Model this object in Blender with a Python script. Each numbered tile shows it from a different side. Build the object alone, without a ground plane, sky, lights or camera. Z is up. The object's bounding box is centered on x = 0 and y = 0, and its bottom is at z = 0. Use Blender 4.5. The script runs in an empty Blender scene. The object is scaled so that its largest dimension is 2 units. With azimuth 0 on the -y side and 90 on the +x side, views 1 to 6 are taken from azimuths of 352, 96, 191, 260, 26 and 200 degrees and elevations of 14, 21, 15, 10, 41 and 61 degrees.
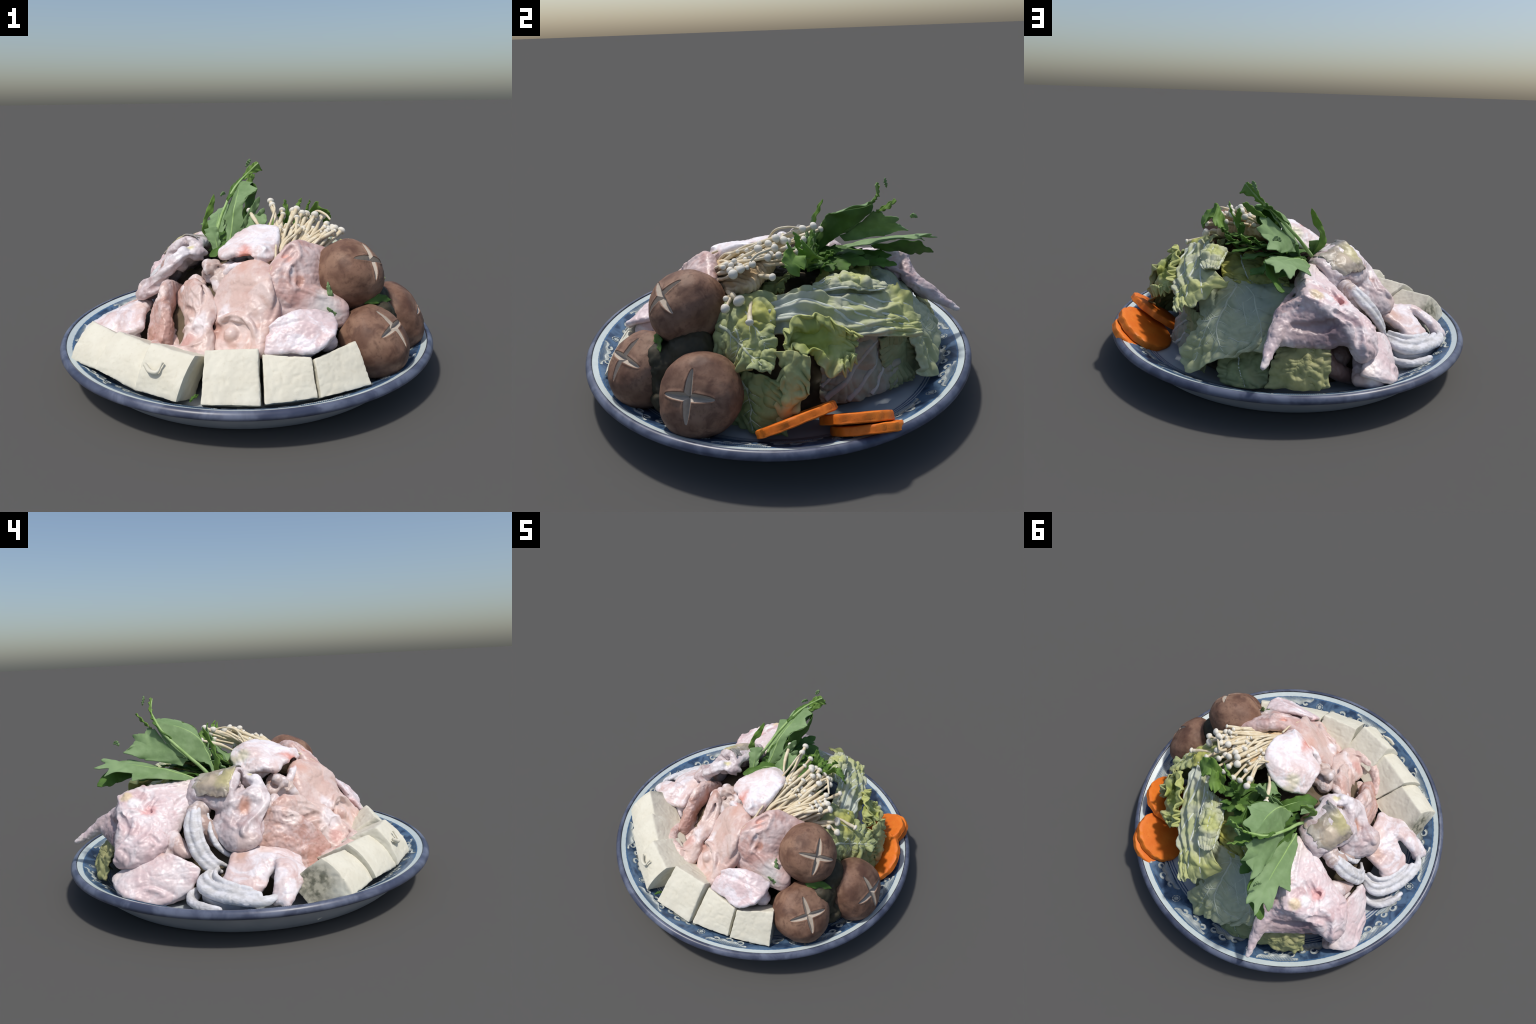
# A blue-and-white plate heaped with raw hot-pot ingredients: fish pieces, tofu,
# shiitake, enoki, napa cabbage, leafy greens and carrot slices.
import bpy, math
import numpy as np
from mathutils import Vector, Matrix

rng = np.random.default_rng(7)
scene = bpy.context.scene
A = np.array


# ------------------------------------------------------------------ numeric helpers
def hash3(i, j, k, seed):
    n = (i * 374761393 + j * 668265263 + k * 2147483647 + seed * 974634777) & 0xFFFFFFFF
    n = ((n ^ (n >> 13)) * 1274126177) & 0xFFFFFFFF
    n = ((n ^ (n >> 16)) * 2246822519) & 0xFFFFFFFF
    return ((n ^ (n >> 15)) & 0xFFFF) / 32767.5 - 1.0


def noise(p, freq=1.0, seed=0):
    """Smooth value noise in -1..1 for an (n,3) array."""
    q = np.asarray(p, float) * freq + 137.31
    i = np.floor(q).astype(np.int64)
    f = q - i
    f = f * f * f * (f * (f * 6 - 15) + 10)
    out = 0
    for a in (0, 1):
        for b in (0, 1):
            for c in (0, 1):
                w = (f[..., 0] if a else 1 - f[..., 0]) * (f[..., 1] if b else 1 - f[..., 1]) * (f[..., 2] if c else 1 - f[..., 2])
                out = out + w * hash3(i[..., 0] + a, i[..., 1] + b, i[..., 2] + c, seed)
    return out


def fbm(p, freq, seed=0, octaves=3):
    return sum(noise(p, freq * 2 ** o, seed + 11 * o) * 0.5 ** o for o in range(octaves))


def crom(P, t):
    """Catmull-Rom through control rows P (n,...) at parameters t in 0..1."""
    P = np.asarray(P, float)
    n = len(P)
    if n == 1:
        return np.repeat(P, len(t), 0)
    Q = np.concatenate([[2 * P[0] - P[1]], P, [2 * P[-1] - P[-2]]])
    x = np.clip(np.asarray(t, float), 0, 1) * (n - 1)
    i = np.minimum(x.astype(int), n - 2)
    f = (x - i).reshape((-1,) + (1,) * (P.ndim - 1))
    a, b, c, d = Q[i], Q[i + 1], Q[i + 2], Q[i + 3]
    return 0.5 * (2 * b + (c - a) * f + (2 * a - 5 * b + 4 * c - d) * f ** 2 + (3 * b - a - 3 * c + d) * f ** 3)


def surf(grid, U, V):
    """Spline surface through a grid of control points, sampled at arrays U (n), V (m)."""
    g = crom(np.asarray(grid, float), U)
    return np.swapaxes(crom(np.swapaxes(g, 0, 1), V), 0, 1)


def unit(v):
    return v / np.maximum(np.linalg.norm(v, axis=-1, keepdims=True), 1e-9)


def sstep(a, b, x):
    t = np.clip((x - a) / (b - a), 0, 1)
    return t * t * (3 - 2 * t)


# ------------------------------------------------------------------ object helpers
def new_mesh(name, V, F, mats, smooth=True, angle=None):
    me = bpy.data.meshes.new(name)
    me.from_pydata(np.asarray(V, float).tolist(), [], F.tolist() if hasattr(F, "tolist") else F)
    me.update()
    for m in mats if isinstance(mats, (list, tuple)) else [mats]:
        me.materials.append(m)
    if smooth:
        me.shade_smooth()
        if angle:
            me.set_sharp_from_angle(angle=math.radians(angle))
    return me


def obj(name, V, F, mats, parent=None, origin=None, smooth=True, angle=None):
    """A mesh object; V in world space, origin moved to the middle of its base."""
    V = np.asarray(V, float)
    if origin is None:
        lo, hi = V.min(0), V.max(0)
        origin = A([(lo[0] + hi[0]) / 2, (lo[1] + hi[1]) / 2, lo[2]])
    origin = np.asarray(origin, float)
    o = bpy.data.objects.new(name, new_mesh(name, V - origin, F, mats, smooth, angle))
    scene.collection.objects.link(o)
    put(o, origin, parent)
    return o


def put(o, origin, parent):
    o["world_origin"] = [float(x) for x in origin]
    if parent is not None:
        o.parent = parent
        o.location = [float(x) for x in A(origin) - A(parent["world_origin"])]
    else:
        o.location = [float(x) for x in origin]


def empty(name, origin, parent=None):
    o = bpy.data.objects.new(name, None)
    o.empty_display_size = 0.05
    scene.collection.objects.link(o)
    put(o, origin, parent)
    return o


def tag(o, label, category):
    o["label"] = label
    o["category"] = category
    return o


def merge(parts):
    V, F, n = [], [], 0
    for v, f in parts:
        V.append(np.asarray(v, float))
        F += [[int(i) + n for i in q] for q in f]
        n += len(v)
    return np.concatenate(V), F


def grid_faces(n, m, wrap=False):
    i, j = np.meshgrid(np.arange(n - 1), np.arange(m if wrap else m - 1), indexing="ij")
    k = (j + 1) % m
    return np.stack([i * m + j, (i + 1) * m + j, (i + 1) * m + k, i * m + k], -1).reshape(-1, 4)


# ------------------------------------------------------------------ volumes for soft lumps
class Soft:
    """Soft body grown from balls swept along tubes and sheets, carved, blurred and meshed."""

    def __init__(self, h=0.0052):
        self.h, self.add, self.cut = h, [], []

    def ball(self, c, r, cut=False):
        (self.cut if cut else self.add).append(np.array([[*c, r]]))
        return self

    def tube(self, pts, cut=False):
        P = A(pts, float)
        L = np.linalg.norm(np.diff(P[:, :3], axis=0), axis=1).sum()
        n = max(4, int(L / (P[:, 3].min() * 0.35)))
        (self.cut if cut else self.add).append(crom(P, np.linspace(0, 1, n)))
        return self

    def sheet(self, rows, r=None):
        g = A(rows, float)
        if g.shape[2] == 3:
            g = np.concatenate([g, np.full(g.shape[:2] + (1,), r)], 2)
        rr = g[..., 3].min() * 0.45
        lu = np.linalg.norm(np.diff(g[..., :3], axis=0), axis=2).sum(0).max()
        lv = np.linalg.norm(np.diff(g[..., :3], axis=1), axis=2).sum(1).max()
        s = surf(g, np.linspace(0, 1, max(3, int(lu / rr))), np.linspace(0, 1, max(3, int(lv / rr))))
        self.add.append(s.reshape(-1, 4))
        return self

    def crease(self, r, *lines):
        """Press tapering grooves of radius r along each line of points."""
        for p in lines:
            self.tube(self._tapered(p, r), cut=True)
        return self

    def ridge(self, r, *lines):
        """Raise tapering welts of radius r along each line of points."""
        for p in lines:
            self.tube(self._tapered(p, r))
        return self

    @staticmethod
    def _tapered(p, r):
        p = A(p, float)
        if len(p) == 1:
            p = np.concatenate([p, p + 0.004])
        w = 0.6 + 0.4 * np.sin(np.linspace(0.3, math.pi - 0.3, len(p)))
        return np.concatenate([p, (1.2 * r * w)[:, None]], 1)

    def _dist(self, balls, ax, dims):
        D = np.full(dims, 0.06)
        h, m = self.h, 0.03
        for x, y, z, r in balls:
            sl, dd = [], []
            for k, c in enumerate((x, y, z)):
                a = max(0, int((c - r - m - ax[k][0]) / h))
                b = min(dims[k], int((c + r + m - ax[k][0]) / h) + 2)
                sl.append(slice(a, b))
                dd.append((ax[k][a:b] - c) ** 2)
            if any(s.stop <= s.start for s in sl):
                continue
            d = np.sqrt(dd[0][:, None, None] + dd[1][None, :, None] + dd[2][None, None, :]) - r
            w = D[tuple(sl)]
            np.minimum(w, d, out=w)
        return D

    def mesh(self, blur=2, wrinkle=0.006, freq=14, fine=0.0018, seed=0, folds=0.0, fold_dir=(0, 0, 1), relax=1):
        balls = np.concatenate(self.add)
        lo = (balls[:, :3] - balls[:, 3:]).min(0) - 0.03
        hi = (balls[:, :3] + balls[:, 3:]).max(0) + 0.03
        dims = tuple(int(x) for x in np.ceil((hi - lo) / self.h) + 1)
        ax = [lo[k] + self.h * np.arange(dims[k]) for k in range(3)]
        D = self._dist(balls, ax, dims)
        D = np.clip(D, -0.03, 0.03)
        if self.cut:
            D = np.maximum(D, -np.clip(self._dist(np.concatenate(self.cut), ax, dims), -0.03, 0.03))
        for _ in range(blur):
            for k in range(3):
                E = np.pad(D, [(1, 1) if q == k else (0, 0) for q in range(3)], mode="edge")
                s = [slice(None)] * 3
                a, b, c = list(s), list(s), list(s)
                a[k], b[k], c[k] = slice(0, -2), slice(1, -1), slice(2, None)
                D = 0.25 * E[tuple(a)] + 0.5 * E[tuple(b)] + 0.25 * E[tuple(c)]
        V, F = surface_nets(D, lo, self.h)
        V = relax_mesh(V, F, relax)
        N = vertex_normals(V, F)
        d = 0.75 * wrinkle * fbm(V, freq * 0.8, seed, 2) + fine * fbm(V, 55, seed + 5, 2)
        # sharp little creases where the noise crosses zero
        d -= fine * 0.8 * np.exp(-(noise(V * A([1, 1, 1.6]), 26, seed + 31) / 0.10) ** 2)
        warp = V + 0.03 * np.stack([noise(V, 7, seed + 60 + k) for k in range(3)], 1)
        d -= wrinkle * 0.55 * np.exp(-(noise(warp * A([1, 1, 0.7]), 6, seed + 41) / 0.09) ** 2)
        if folds:
            t = V @ A(fold_dir, float)
            d += folds * np.sin(t * 95 + 4 * noise(V, 9, seed + 3))
        return V + N * d[:, None], F


def surface_nets(D, lo, h):
    S = D < 0
    dims = A(D.shape)
    cs = [(a, b, c) for a in (0, 1) for b in (0, 1) for c in (0, 1)]

    def sub(X, o):
        return X[o[0]:dims[0] - 1 + o[0], o[1]:dims[1] - 1 + o[1], o[2]:dims[2] - 1 + o[2]]
    cnt = sum(sub(S, o).astype(np.int8) for o in cs)
    cells = np.argwhere((cnt > 0) & (cnt < 8))
    idx = np.full(tuple(dims - 1), -1)
    idx[tuple(cells.T)] = np.arange(len(cells))
    acc = np.zeros((len(cells), 3))
    num = np.zeros(len(cells))
    for p in cs:
        for k in range(3):
            if p[k]:
                continue
            q = list(p)
            q[k] = 1
            a = D[tuple((cells + A(p)).T)]
            b = D[tuple((cells + A(q)).T)]
            m = (a < 0) != (b < 0)
            t = np.where(m, a / np.where(m, a - b, 1), 0)
            pt = np.repeat(A(p, float)[None], len(cells), 0)
            pt[:, k] = t
            acc += pt * m[:, None]
            num += m
    V = lo + h * (cells + acc / num[:, None])
    F = []
    for k in range(3):
        u, v = (k + 1) % 3, (k + 2) % 3
        a = np.take(S, range(0, dims[k] - 1), k)
        b = np.take(S, range(1, dims[k]), k)
        e = np.argwhere(a != b)
        e = e[(e[:, u] > 0) & (e[:, v] > 0) & (e[:, u] < dims[u] - 1) & (e[:, v] < dims[v] - 1)]
        eu, ev = np.eye(3, dtype=int)[u], np.eye(3, dtype=int)[v]
        q = np.stack([idx[tuple((e - x).T)] for x in (eu * 0, eu, eu + ev, ev)], 1)
        inside = S[tuple(e.T)]
        q[~inside] = q[~inside][:, ::-1]
        F.append(q)
    return V, np.concatenate(F)


def relax_mesh(V, F, n):
    E = np.concatenate([F[:, [0, 1]], F[:, [1, 2]], F[:, [2, 3]], F[:, [3, 0]]])
    for _ in range(n):
        acc = np.zeros_like(V)
        c = np.zeros(len(V))
        np.add.at(acc, E[:, 0], V[E[:, 1]])
        np.add.at(acc, E[:, 1], V[E[:, 0]])
        np.add.at(c, E[:, 0], 1)
        np.add.at(c, E[:, 1], 1)
        V = 0.5 * V + 0.5 * acc / c[:, None]
    return V


def vertex_normals(V, F):
    n = np.cross(V[F[:, 2]] - V[F[:, 0]], V[F[:, 3]] - V[F[:, 1]])
    N = np.zeros_like(V)
    for k in range(4):
        np.add.at(N, F[:, k], n)
    return unit(N)


# ------------------------------------------------------------------ sheets with thickness
def slab(P, thick, disp=None, edge_thin=0.5):
    """Close a grid of points P (n,m,3) into a thin solid."""
    n, m = P.shape[:2]
    N = unit(np.cross(np.gradient(P, axis=0), np.gradient(P, axis=1)))
    if disp is not None:
        P = P + N * disp[..., None]
        N = unit(np.cross(np.gradient(P, axis=0), np.gradient(P, axis=1)))
    u, v = np.meshgrid(np.linspace(0, 1, n), np.linspace(0, 1, m), indexing="ij")
    rim = np.minimum(np.minimum(u, 1 - u) * n, np.minimum(v, 1 - v) * m)
    t = thick * (edge_thin + (1 - edge_thin) * np.clip(rim / 4, 0, 1)) / 2
    V = np.concatenate([(P + N * t[..., None]).reshape(-1, 3), (P - N * t[..., None]).reshape(-1, 3)])
    top = grid_faces(n, m)
    bot = top[:, ::-1] + n * m
    ring = np.concatenate([np.arange(m), np.arange(1, n) * m + m - 1, (n - 1) * m + np.arange(m - 2, -1, -1), np.arange(n - 2, 0, -1) * m])
    r2 = np.roll(ring, -1)
    side = np.stack([ring, r2, r2 + n * m, ring + n * m], 1)
    return V, np.concatenate([top, bot, side]), P, N


def leaf_sheet(grid, thick=0.010, res=90, ruffle=0.0, waves=7, blister=0.006, bfreq=16, jag=0.04, seed=0, edges=(1, 1, 1, 1), pleats=None, crumple=0.007, veins=(), puff=0.012):
    """Crinkled leaf: control grid, blisters in the middle, ruffles toward chosen edges (u0,u1,v0,v1)."""
    U = np.linspace(0, 1, res)
    u, v = np.meshgrid(U, U, indexing="ij")

    def m(t, s):
        return jag * (0.5 + 0.5 * fbm(np.stack([t * 9, t * 0 + s, t * 0], -1), 1.0, seed + s, 2))
    u2 = m(v, 1) * edges[0] + u * (1 - m(v, 1) * edges[0] - m(v, 2) * edges[1])
    v2 = m(u, 3) * edges[2] + v * (1 - m(u, 3) * edges[2] - m(u, 4) * edges[3])
    S = surf(grid, np.linspace(0, 1, 60), np.linspace(0, 1, 60))
    a, b = np.clip(u2, 0, 1) * 58.999, np.clip(v2, 0, 1) * 58.999
    i, j = a.astype(int), b.astype(int)
    a, b = (a - i)[..., None], (b - j)[..., None]
    P = S[i, j] * (1 - a) * (1 - b) + S[i + 1, j] * a * (1 - b) + S[i, j + 1] * (1 - a) * b + S[i + 1, j + 1] * a * b
    flat = P.reshape(-1, 3)
    d = blister * (np.abs(noise(flat, bfreq, seed)) * 2.2 - 0.8 + 0.45 * noise(flat, bfreq * 2.3, seed + 2)).reshape(res, res)
    d += blister * 0.15 * noise(flat, bfreq * 5, seed + 8).reshape(res, res)
    w = np.zeros_like(u)
    for dist, on, t in ((u, edges[0], v), (1 - u, edges[1], v), (v, edges[2], u), (1 - v, edges[3], u)):
        if on:
            ph = 2 * noise(np.stack([t * 4, dist * 2, t * 0 + seed], -1).reshape(-1, 3), 1, seed).reshape(res, res)
            am = 0.55 + 0.6 * noise(np.stack([t * waves * 0.8, dist * 0 + seed, t * 0], -1).reshape(-1, 3), 1, seed + 3).reshape(res, res)
            w += on * sstep(0.40, 0.0, dist) * am * (np.sin(2 * math.pi * waves * t + 4 * ph + seed) + 0.35 * np.sin(2 * math.pi * waves * 2.3 * t + 5 * ph))
    d += crumple * (0.5 - 2.0 * np.abs(noise(flat + 0.02 * noise(flat, 14, seed + 21)[:, None], 9, seed + 20)).reshape(res, res))
    if len(veins):
        near = np.full(u.shape, 9.0)
        for uv in veins:
            for a_, b_ in zip(uv[:-1:3], uv[1::3]):
                near = np.minimum(near, (u - a_[0]) ** 2 + (v - a_[1]) ** 2)
        d += puff * (1 - np.exp(-near / 0.045 ** 2)) * (0.6 + 0.8 * noise(flat, 7, seed + 23).reshape(res, res))
    if pleats:
        cnt, amp, shift = pleats
        x = v * cnt + shift * u * u + 0.25 * noise(flat, 5, seed + 70).reshape(res, res)
        x = np.abs(x - np.floor(x) - 0.5) * 2
        d += amp * (x ** 1.6 - 0.85) * sstep(1.15, 0.35, u) - 0.012
    V, F, P2, N = slab(P, thick, d + ruffle * w)
    return V, F, P2, N


def pipe(pts, radius, sides=10, flat=1.0, up=None, ends=True, wob=0.0, seed=0):
    """Tube along points (n,3); radius scalar/array; flat<1 squashes along 'up'."""
    P = np.asarray(pts, float)
    n = len(P)
    r = np.broadcast_to(np.asarray(radius, float), (n,)).copy()
    T = unit(np.gradient(P, axis=0))
    ref = A([0.0, 0, 1]) if up is None else unit(A(up, float))
    ref = np.broadcast_to(ref, T.shape)
    s = np.cross(T, ref)
    bad = np.linalg.norm(s, axis=1) < 0.15
    s[bad] = np.cross(T[bad], A([1.0, 0.2, 0]))
    s = unit(s)
    w = np.cross(s, T)
    a = np.linspace(0, 2 * math.pi, sides, endpoint=False)
    V = P[:, None] + r[:, None, None] * (np.cos(a)[None, :, None] * s[:, None] + flat * np.sin(a)[None, :, None] * w[:, None])
    V = V.reshape(-1, 3)
    if wob:
        V = V + wob * np.stack([noise(V, 30, seed + k) for k in range(3)], 1)
    F = grid_faces(n, sides, True).tolist()
    if ends:
        F.append(list(range(sides))[::1])
        F.append([(n - 1) * sides + k for k in range(sides)][::-1])
    return V, F


# ------------------------------------------------------------------ materials
class Nodes:
    def __init__(self, name, rough=0.7, spec=0.25):
        self.m = bpy.data.materials.new(name)
        self.m.use_nodes = True
        self.t = self.m.node_tree
        self.b = self.t.nodes["Principled BSDF"]
        self.b.inputs["Roughness"].default_value = rough
        self.b.inputs["Specular IOR Level"].default_value = spec
        self.co = self.n("ShaderNodeTexCoord").outputs["Object"]

    def n(self, kind, **kw):
        x = self.t.nodes.new(kind)
        for k, v in kw.items():
            setattr(x, k, v)
        return x

    def link(self, a, b):
        if isinstance(a, (int, float)):
            b.default_value = a
        elif isinstance(a, (tuple, list)):
            b.default_value = (*a, 1.0) if len(b.default_value) == 4 and len(a) == 3 else a
        else:
            self.t.links.new(a, b)

    def math(self, op, a, b=0.0, c=0.0, clamp=False):
        x = self.n("ShaderNodeMath", operation=op, use_clamp=clamp)
        for k, v in enumerate((a, b, c)):
            self.link(v, x.inputs[k])
        return x.outputs[0]

    def noise(self, scale, detail=3, rough=0.55, stretch=None, dist=0.0, offset=0.0):
        x = self.n("ShaderNodeTexNoise")
        x.inputs["Scale"].default_value = scale
        x.inputs["Detail"].default_value = detail
        x.inputs["Roughness"].default_value = rough
        x.inputs["Distortion"].default_value = dist
        mp = self.n("ShaderNodeMapping")
        self.link(self.co, mp.inputs["Vector"])
        mp.inputs["Location"].default_value = (offset, offset * 0.7, offset * 1.3)
        if stretch:
            mp.inputs["Scale"].default_value = stretch
        self.link(mp.outputs[0], x.inputs["Vector"])
        return x.outputs["Fac"]

    def range(self, v, a, b, c=0.0, d=1.0):
        x = self.n("ShaderNodeMapRange", interpolation_type="SMOOTHSTEP")
        self.link(v, x.inputs[0])
        for k, q in enumerate((a, b, c, d)):
            x.inputs[k + 1].default_value = q
        return x.outputs[0]

    def mix(self, f, a, b, mode="MIX"):
        x = self.n("ShaderNodeMix", data_type="RGBA", blend_type=mode)
        self.link(f, x.inputs[0])
        self.link(a, x.inputs[6])
        self.link(b, x.inputs[7])
        return x.outputs[2]

    def spot(self, centre, radius, wobble=0.5):
        """1 inside a soft, ragged ball around an object-space point, 0 outside."""
        x = self.n("ShaderNodeVectorMath", operation="DISTANCE")
        self.link(self.co, x.inputs[0])
        x.inputs[1].default_value = centre
        d = self.math("ADD", x.outputs["Value"], self.math("MULTIPLY", self.math("SUBTRACT", self.noise(18, 3), 0.5), radius * wobble * 2))
        return self.range(d, radius * 1.15, radius * 0.45)

    def bump(self, h, strength=0.3, dist=0.004):
        x = self.n("ShaderNodeBump")
        x.inputs["Strength"].default_value = strength
        x.inputs["Distance"].default_value = dist
        self.link(h, x.inputs["Height"])
        self.link(x.outputs[0], self.b.inputs["Normal"])

    def done(self, col, translucent=0.0, tcol=None):
        self.link(col, self.b.inputs["Base Color"])
        if translucent:
            tr = self.n("ShaderNodeBsdfTranslucent")
            self.link(tcol if tcol is not None else col, tr.inputs[0])
            ms = self.n("ShaderNodeMixShader")
            ms.inputs[0].default_value = translucent
            self.link(self.b.outputs[0], ms.inputs[1])
            self.link(tr.outputs[0], ms.inputs[2])
            out = [x for x in self.t.nodes if x.type == "OUTPUT_MATERIAL"][0]
            self.link(ms.outputs[0], out.inputs[0])
        return self.m


def flesh_mat(name, base, tint, spots=(), origin=(0, 0, 0), pale=(0.76, 0.70, 0.71), amount=0.5, off=0.0):
    m = Nodes(name, 0.42, 0.5)
    base, tint = tuple(A(base) * (0.90, 0.835, 0.81)), tuple(A(tint) * (0.88, 0.78, 0.75))
    pale = tuple(A(pale) * 0.96)
    c = m.mix(m.range(m.noise(7, 3, offset=off), 0.40, 0.66), base, tint)
    c = m.mix(m.math("MULTIPLY", m.range(m.noise(9, 5, 0.6, dist=0.8, offset=off + 3.1), 0.44, 0.60), min(1.0, amount * 1.5)), c, pale)
    c = m.mix(m.range(m.noise(5, 4, 0.6, dist=0.5, offset=off + 8.2), 0.56, 0.70, 0, 0.6), c, tuple(A(tint) * (0.82, 0.68, 0.66)))
    # fine membrane threads and small dark nicks
    fib = m.noise(34, 5, 0.65, (1, 1, 2.2), 0.6, off)
    c = m.mix(m.range(fib, 0.58, 0.72, 0, 0.35), c, tuple(0.5 * x + 0.12 for x in tint))
    for centre, radius, col in spots:
        c = m.mix(m.math("MULTIPLY", m.spot(tuple(A(centre) - A(origin)), radius), 0.85), c, col)
    m.bump(m.noise(70, 4), 0.25, 0.004)
    return m.done(c)


def leaf_mat(name, base, young, spots=(), origin=(0, 0, 0), trans=0.25, off=0.0, scale=9):
    m = Nodes(name, 0.6, 0.3)
    c = m.mix(m.range(m.noise(scale, 4, offset=off), 0.38, 0.64), base, young)
    c = m.mix(m.range(m.noise(42, 3, offset=off), 0.5, 0.75, 0, 0.3), c, tuple(min(1, x * 1.35 + 0.03) for x in base))
    for centre, radius, col in spots:
        c = m.mix(m.math("MULTIPLY", m.spot(tuple(A(centre) - A(origin)), radius), 0.9), c, col)
    m.bump(m.noise(90, 3), 0.25, 0.003)
    return m.done(c, trans)


def simple_mat(name, a, b, scale=12, rough=0.7, bump=0.25, bscale=70, spec=0.25, trans=0.0, stretch=None):
    m = Nodes(name, rough, spec)
    c = m.mix(m.range(m.noise(scale, 4, stretch=stretch), 0.36, 0.66), a, b)
    m.bump(m.noise(bscale, 4, stretch=stretch), bump, 0.004)
    return m.done(c, trans)


# ================================================================== PLATE
PROF = [(0.0, 0.070), (0.62, 0.076), (0.72, 0.083), (0.79, 0.092), (0.84, 0.114), (0.88, 0.137), (0.92, 0.158), (0.95, 0.170), (0.97, 0.177)]


def plate_z(r):
    return np.interp(r, [p[0] for p in PROF], [p[1] for p in PROF])


def lathe(prof, n=360, close=False):
    a = np.linspace(0, 2 * math.pi, n, endpoint=False)
    p = A(prof, float)
    V = np.stack([p[:, 0, None] * np.cos(a), p[:, 0, None] * np.sin(a), np.repeat(p[:, 1, None], n, 1)], -1).reshape(-1, 3)
    return V, grid_faces(len(p), n, True)


def plate_materials():
    # glazed inside: pale centre, thin blue rings, cloudy blue border, pale band
    m = Nodes("painted_porcelain", 0.35, 0.4)
    sx = m.n("ShaderNodeSeparateXYZ")
    m.link(m.co, sx.inputs[0])
    r = m.math("SQRT", m.math("ADD", m.math("POWER", sx.outputs[0], 2.0), m.math("POWER", sx.outputs[1], 2.0)))
    cloud = m.noise(11, 4, 0.6, dist=0.8)
    blue = m.mix(m.range(cloud, 0.36, 0.62), (0.022, 0.045, 0.095), (0.085, 0.150, 0.245))
    pale = m.mix(m.noise(30, 4), (0.43, 0.50, 0.51), (0.55, 0.62, 0.62))
    well = m.mix(m.noise(14, 4), (0.38, 0.42, 0.45), (0.50, 0.54, 0.56))
    wob = m.math("ADD", r, m.math("MULTIPLY", m.math("SUBTRACT", m.noise(60, 3), 0.5), 0.006))
    c = m.mix(m.range(wob, 0.822, 0.828), well, blue)
    for rr in (0.800, 0.815):
        ring = m.range(m.math("ABSOLUTE", m.math("SUBTRACT", wob, rr)), 0.0045, 0.002)
        c = m.mix(ring, c, (0.07, 0.12, 0.24))
    c = m.mix(m.range(wob, 0.936, 0.940), c, pale)
    line = m.range(m.math("ABSOLUTE", m.math("SUBTRACT", wob, 0.9335)), 0.005, 0.002)
    c = m.mix(m.math("MULTIPLY", line, 0.8), c, (0.05, 0.13, 0.26))
    inner = m.done(c)
    # brushed blue edge; its thin jagged dark line copies a scan flaw
    m = Nodes("blue_rim_glaze", 0.35, 0.4)
    sx = m.n("ShaderNodeSeparateXYZ")
    m.link(m.co, sx.inputs[0])
    r = m.math("SQRT", m.math("ADD", m.math("POWER", sx.outputs[0], 2.0), m.math("POWER", sx.outputs[1], 2.0)))
    c = m.mix(m.range(m.noise(9, 4, dist=0.5), 0.36, 0.66), (0.050, 0.060, 0.100), (0.125, 0.145, 0.205))
    c = m.mix(m.range(m.noise(4, 2, offset=4.0), 0.50, 0.62, 0, 0.5), c, (0.028, 0.036, 0.070))
    wob = m.math("ADD", r, m.math("MULTIPLY", m.math("SUBTRACT", m.noise(90, 5, 0.7), 0.5), 0.016))
    c = m.mix(m.range(wob, 0.9705, 0.9690), c, (0.012, 0.014, 0.022))
    rim = m.done(c)
    under = simple_mat("grey_underglaze", (0.40, 0.44, 0.49), (0.47, 0.50, 0.55), 6, 0.45, 0.05)
    m = Nodes("wave_paint", 0.4, 0.4)
    sx = m.n("ShaderNodeSeparateXYZ")
    m.link(m.co, sx.inputs[0])
    ang = m.math("ARCTAN2", sx.outputs[1], sx.outputs[0])
    rr = m.math("SQRT", m.math("ADD", m.math("POWER", sx.outputs[0], 2.0), m.math("POWER", sx.outputs[1], 2.0)))
    return inner, rim, under


PLATE_IN, PLATE_RIM, PLATE_UNDER = plate_materials()
cream = simple_mat("cream_glaze", (0.36, 0.40, 0.39), (0.46, 0.49, 0.46), 20, 0.4, 0.05)
stroke = simple_mat("blue_stroke", (0.08, 0.16, 0.29), (0.14, 0.24, 0.37), 20, 0.4, 0.05)
rr = np.concatenate([np.linspace(0, 0.7, 12), np.linspace(0.72, 0.9675, 30)])
V, F = lathe([(max(r, 1e-4), plate_z(r)) for r in rr])
plate = tag(obj("serving_plate", V, F, PLATE_IN, origin=(0, 0, 0)), "round blue and white porcelain plate with wave border", "plate")
rim_prof = [(0.9665, 0.1765), (0.9665, 0.1785), (0.971, 0.1815), (0.978, 0.1825), (0.987, 0.1795), (0.995, 0.172), (0.9995, 0.163), (1.0, 0.156), (0.997, 0.149), (0.990, 0.144), (0.980, 0.142)]
V, F = lathe(rim_prof)
obj("plate_rim", V, F, PLATE_RIM, plate, origin=(0, 0, 0))
V, F = lathe([(0.980, 0.142), (0.955, 0.126), (0.915, 0.094), (0.865, 0.048), (0.825, 0.014), (0.808, 0.002), (0.795, 0.0), (0.765, 0.0), (0.755, 0.012), (0.70, 0.02), (0.0001, 0.02)])
obj("plate_underside", V, F, PLATE_UNDER, plate, origin=(0, 0, 0))


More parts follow.
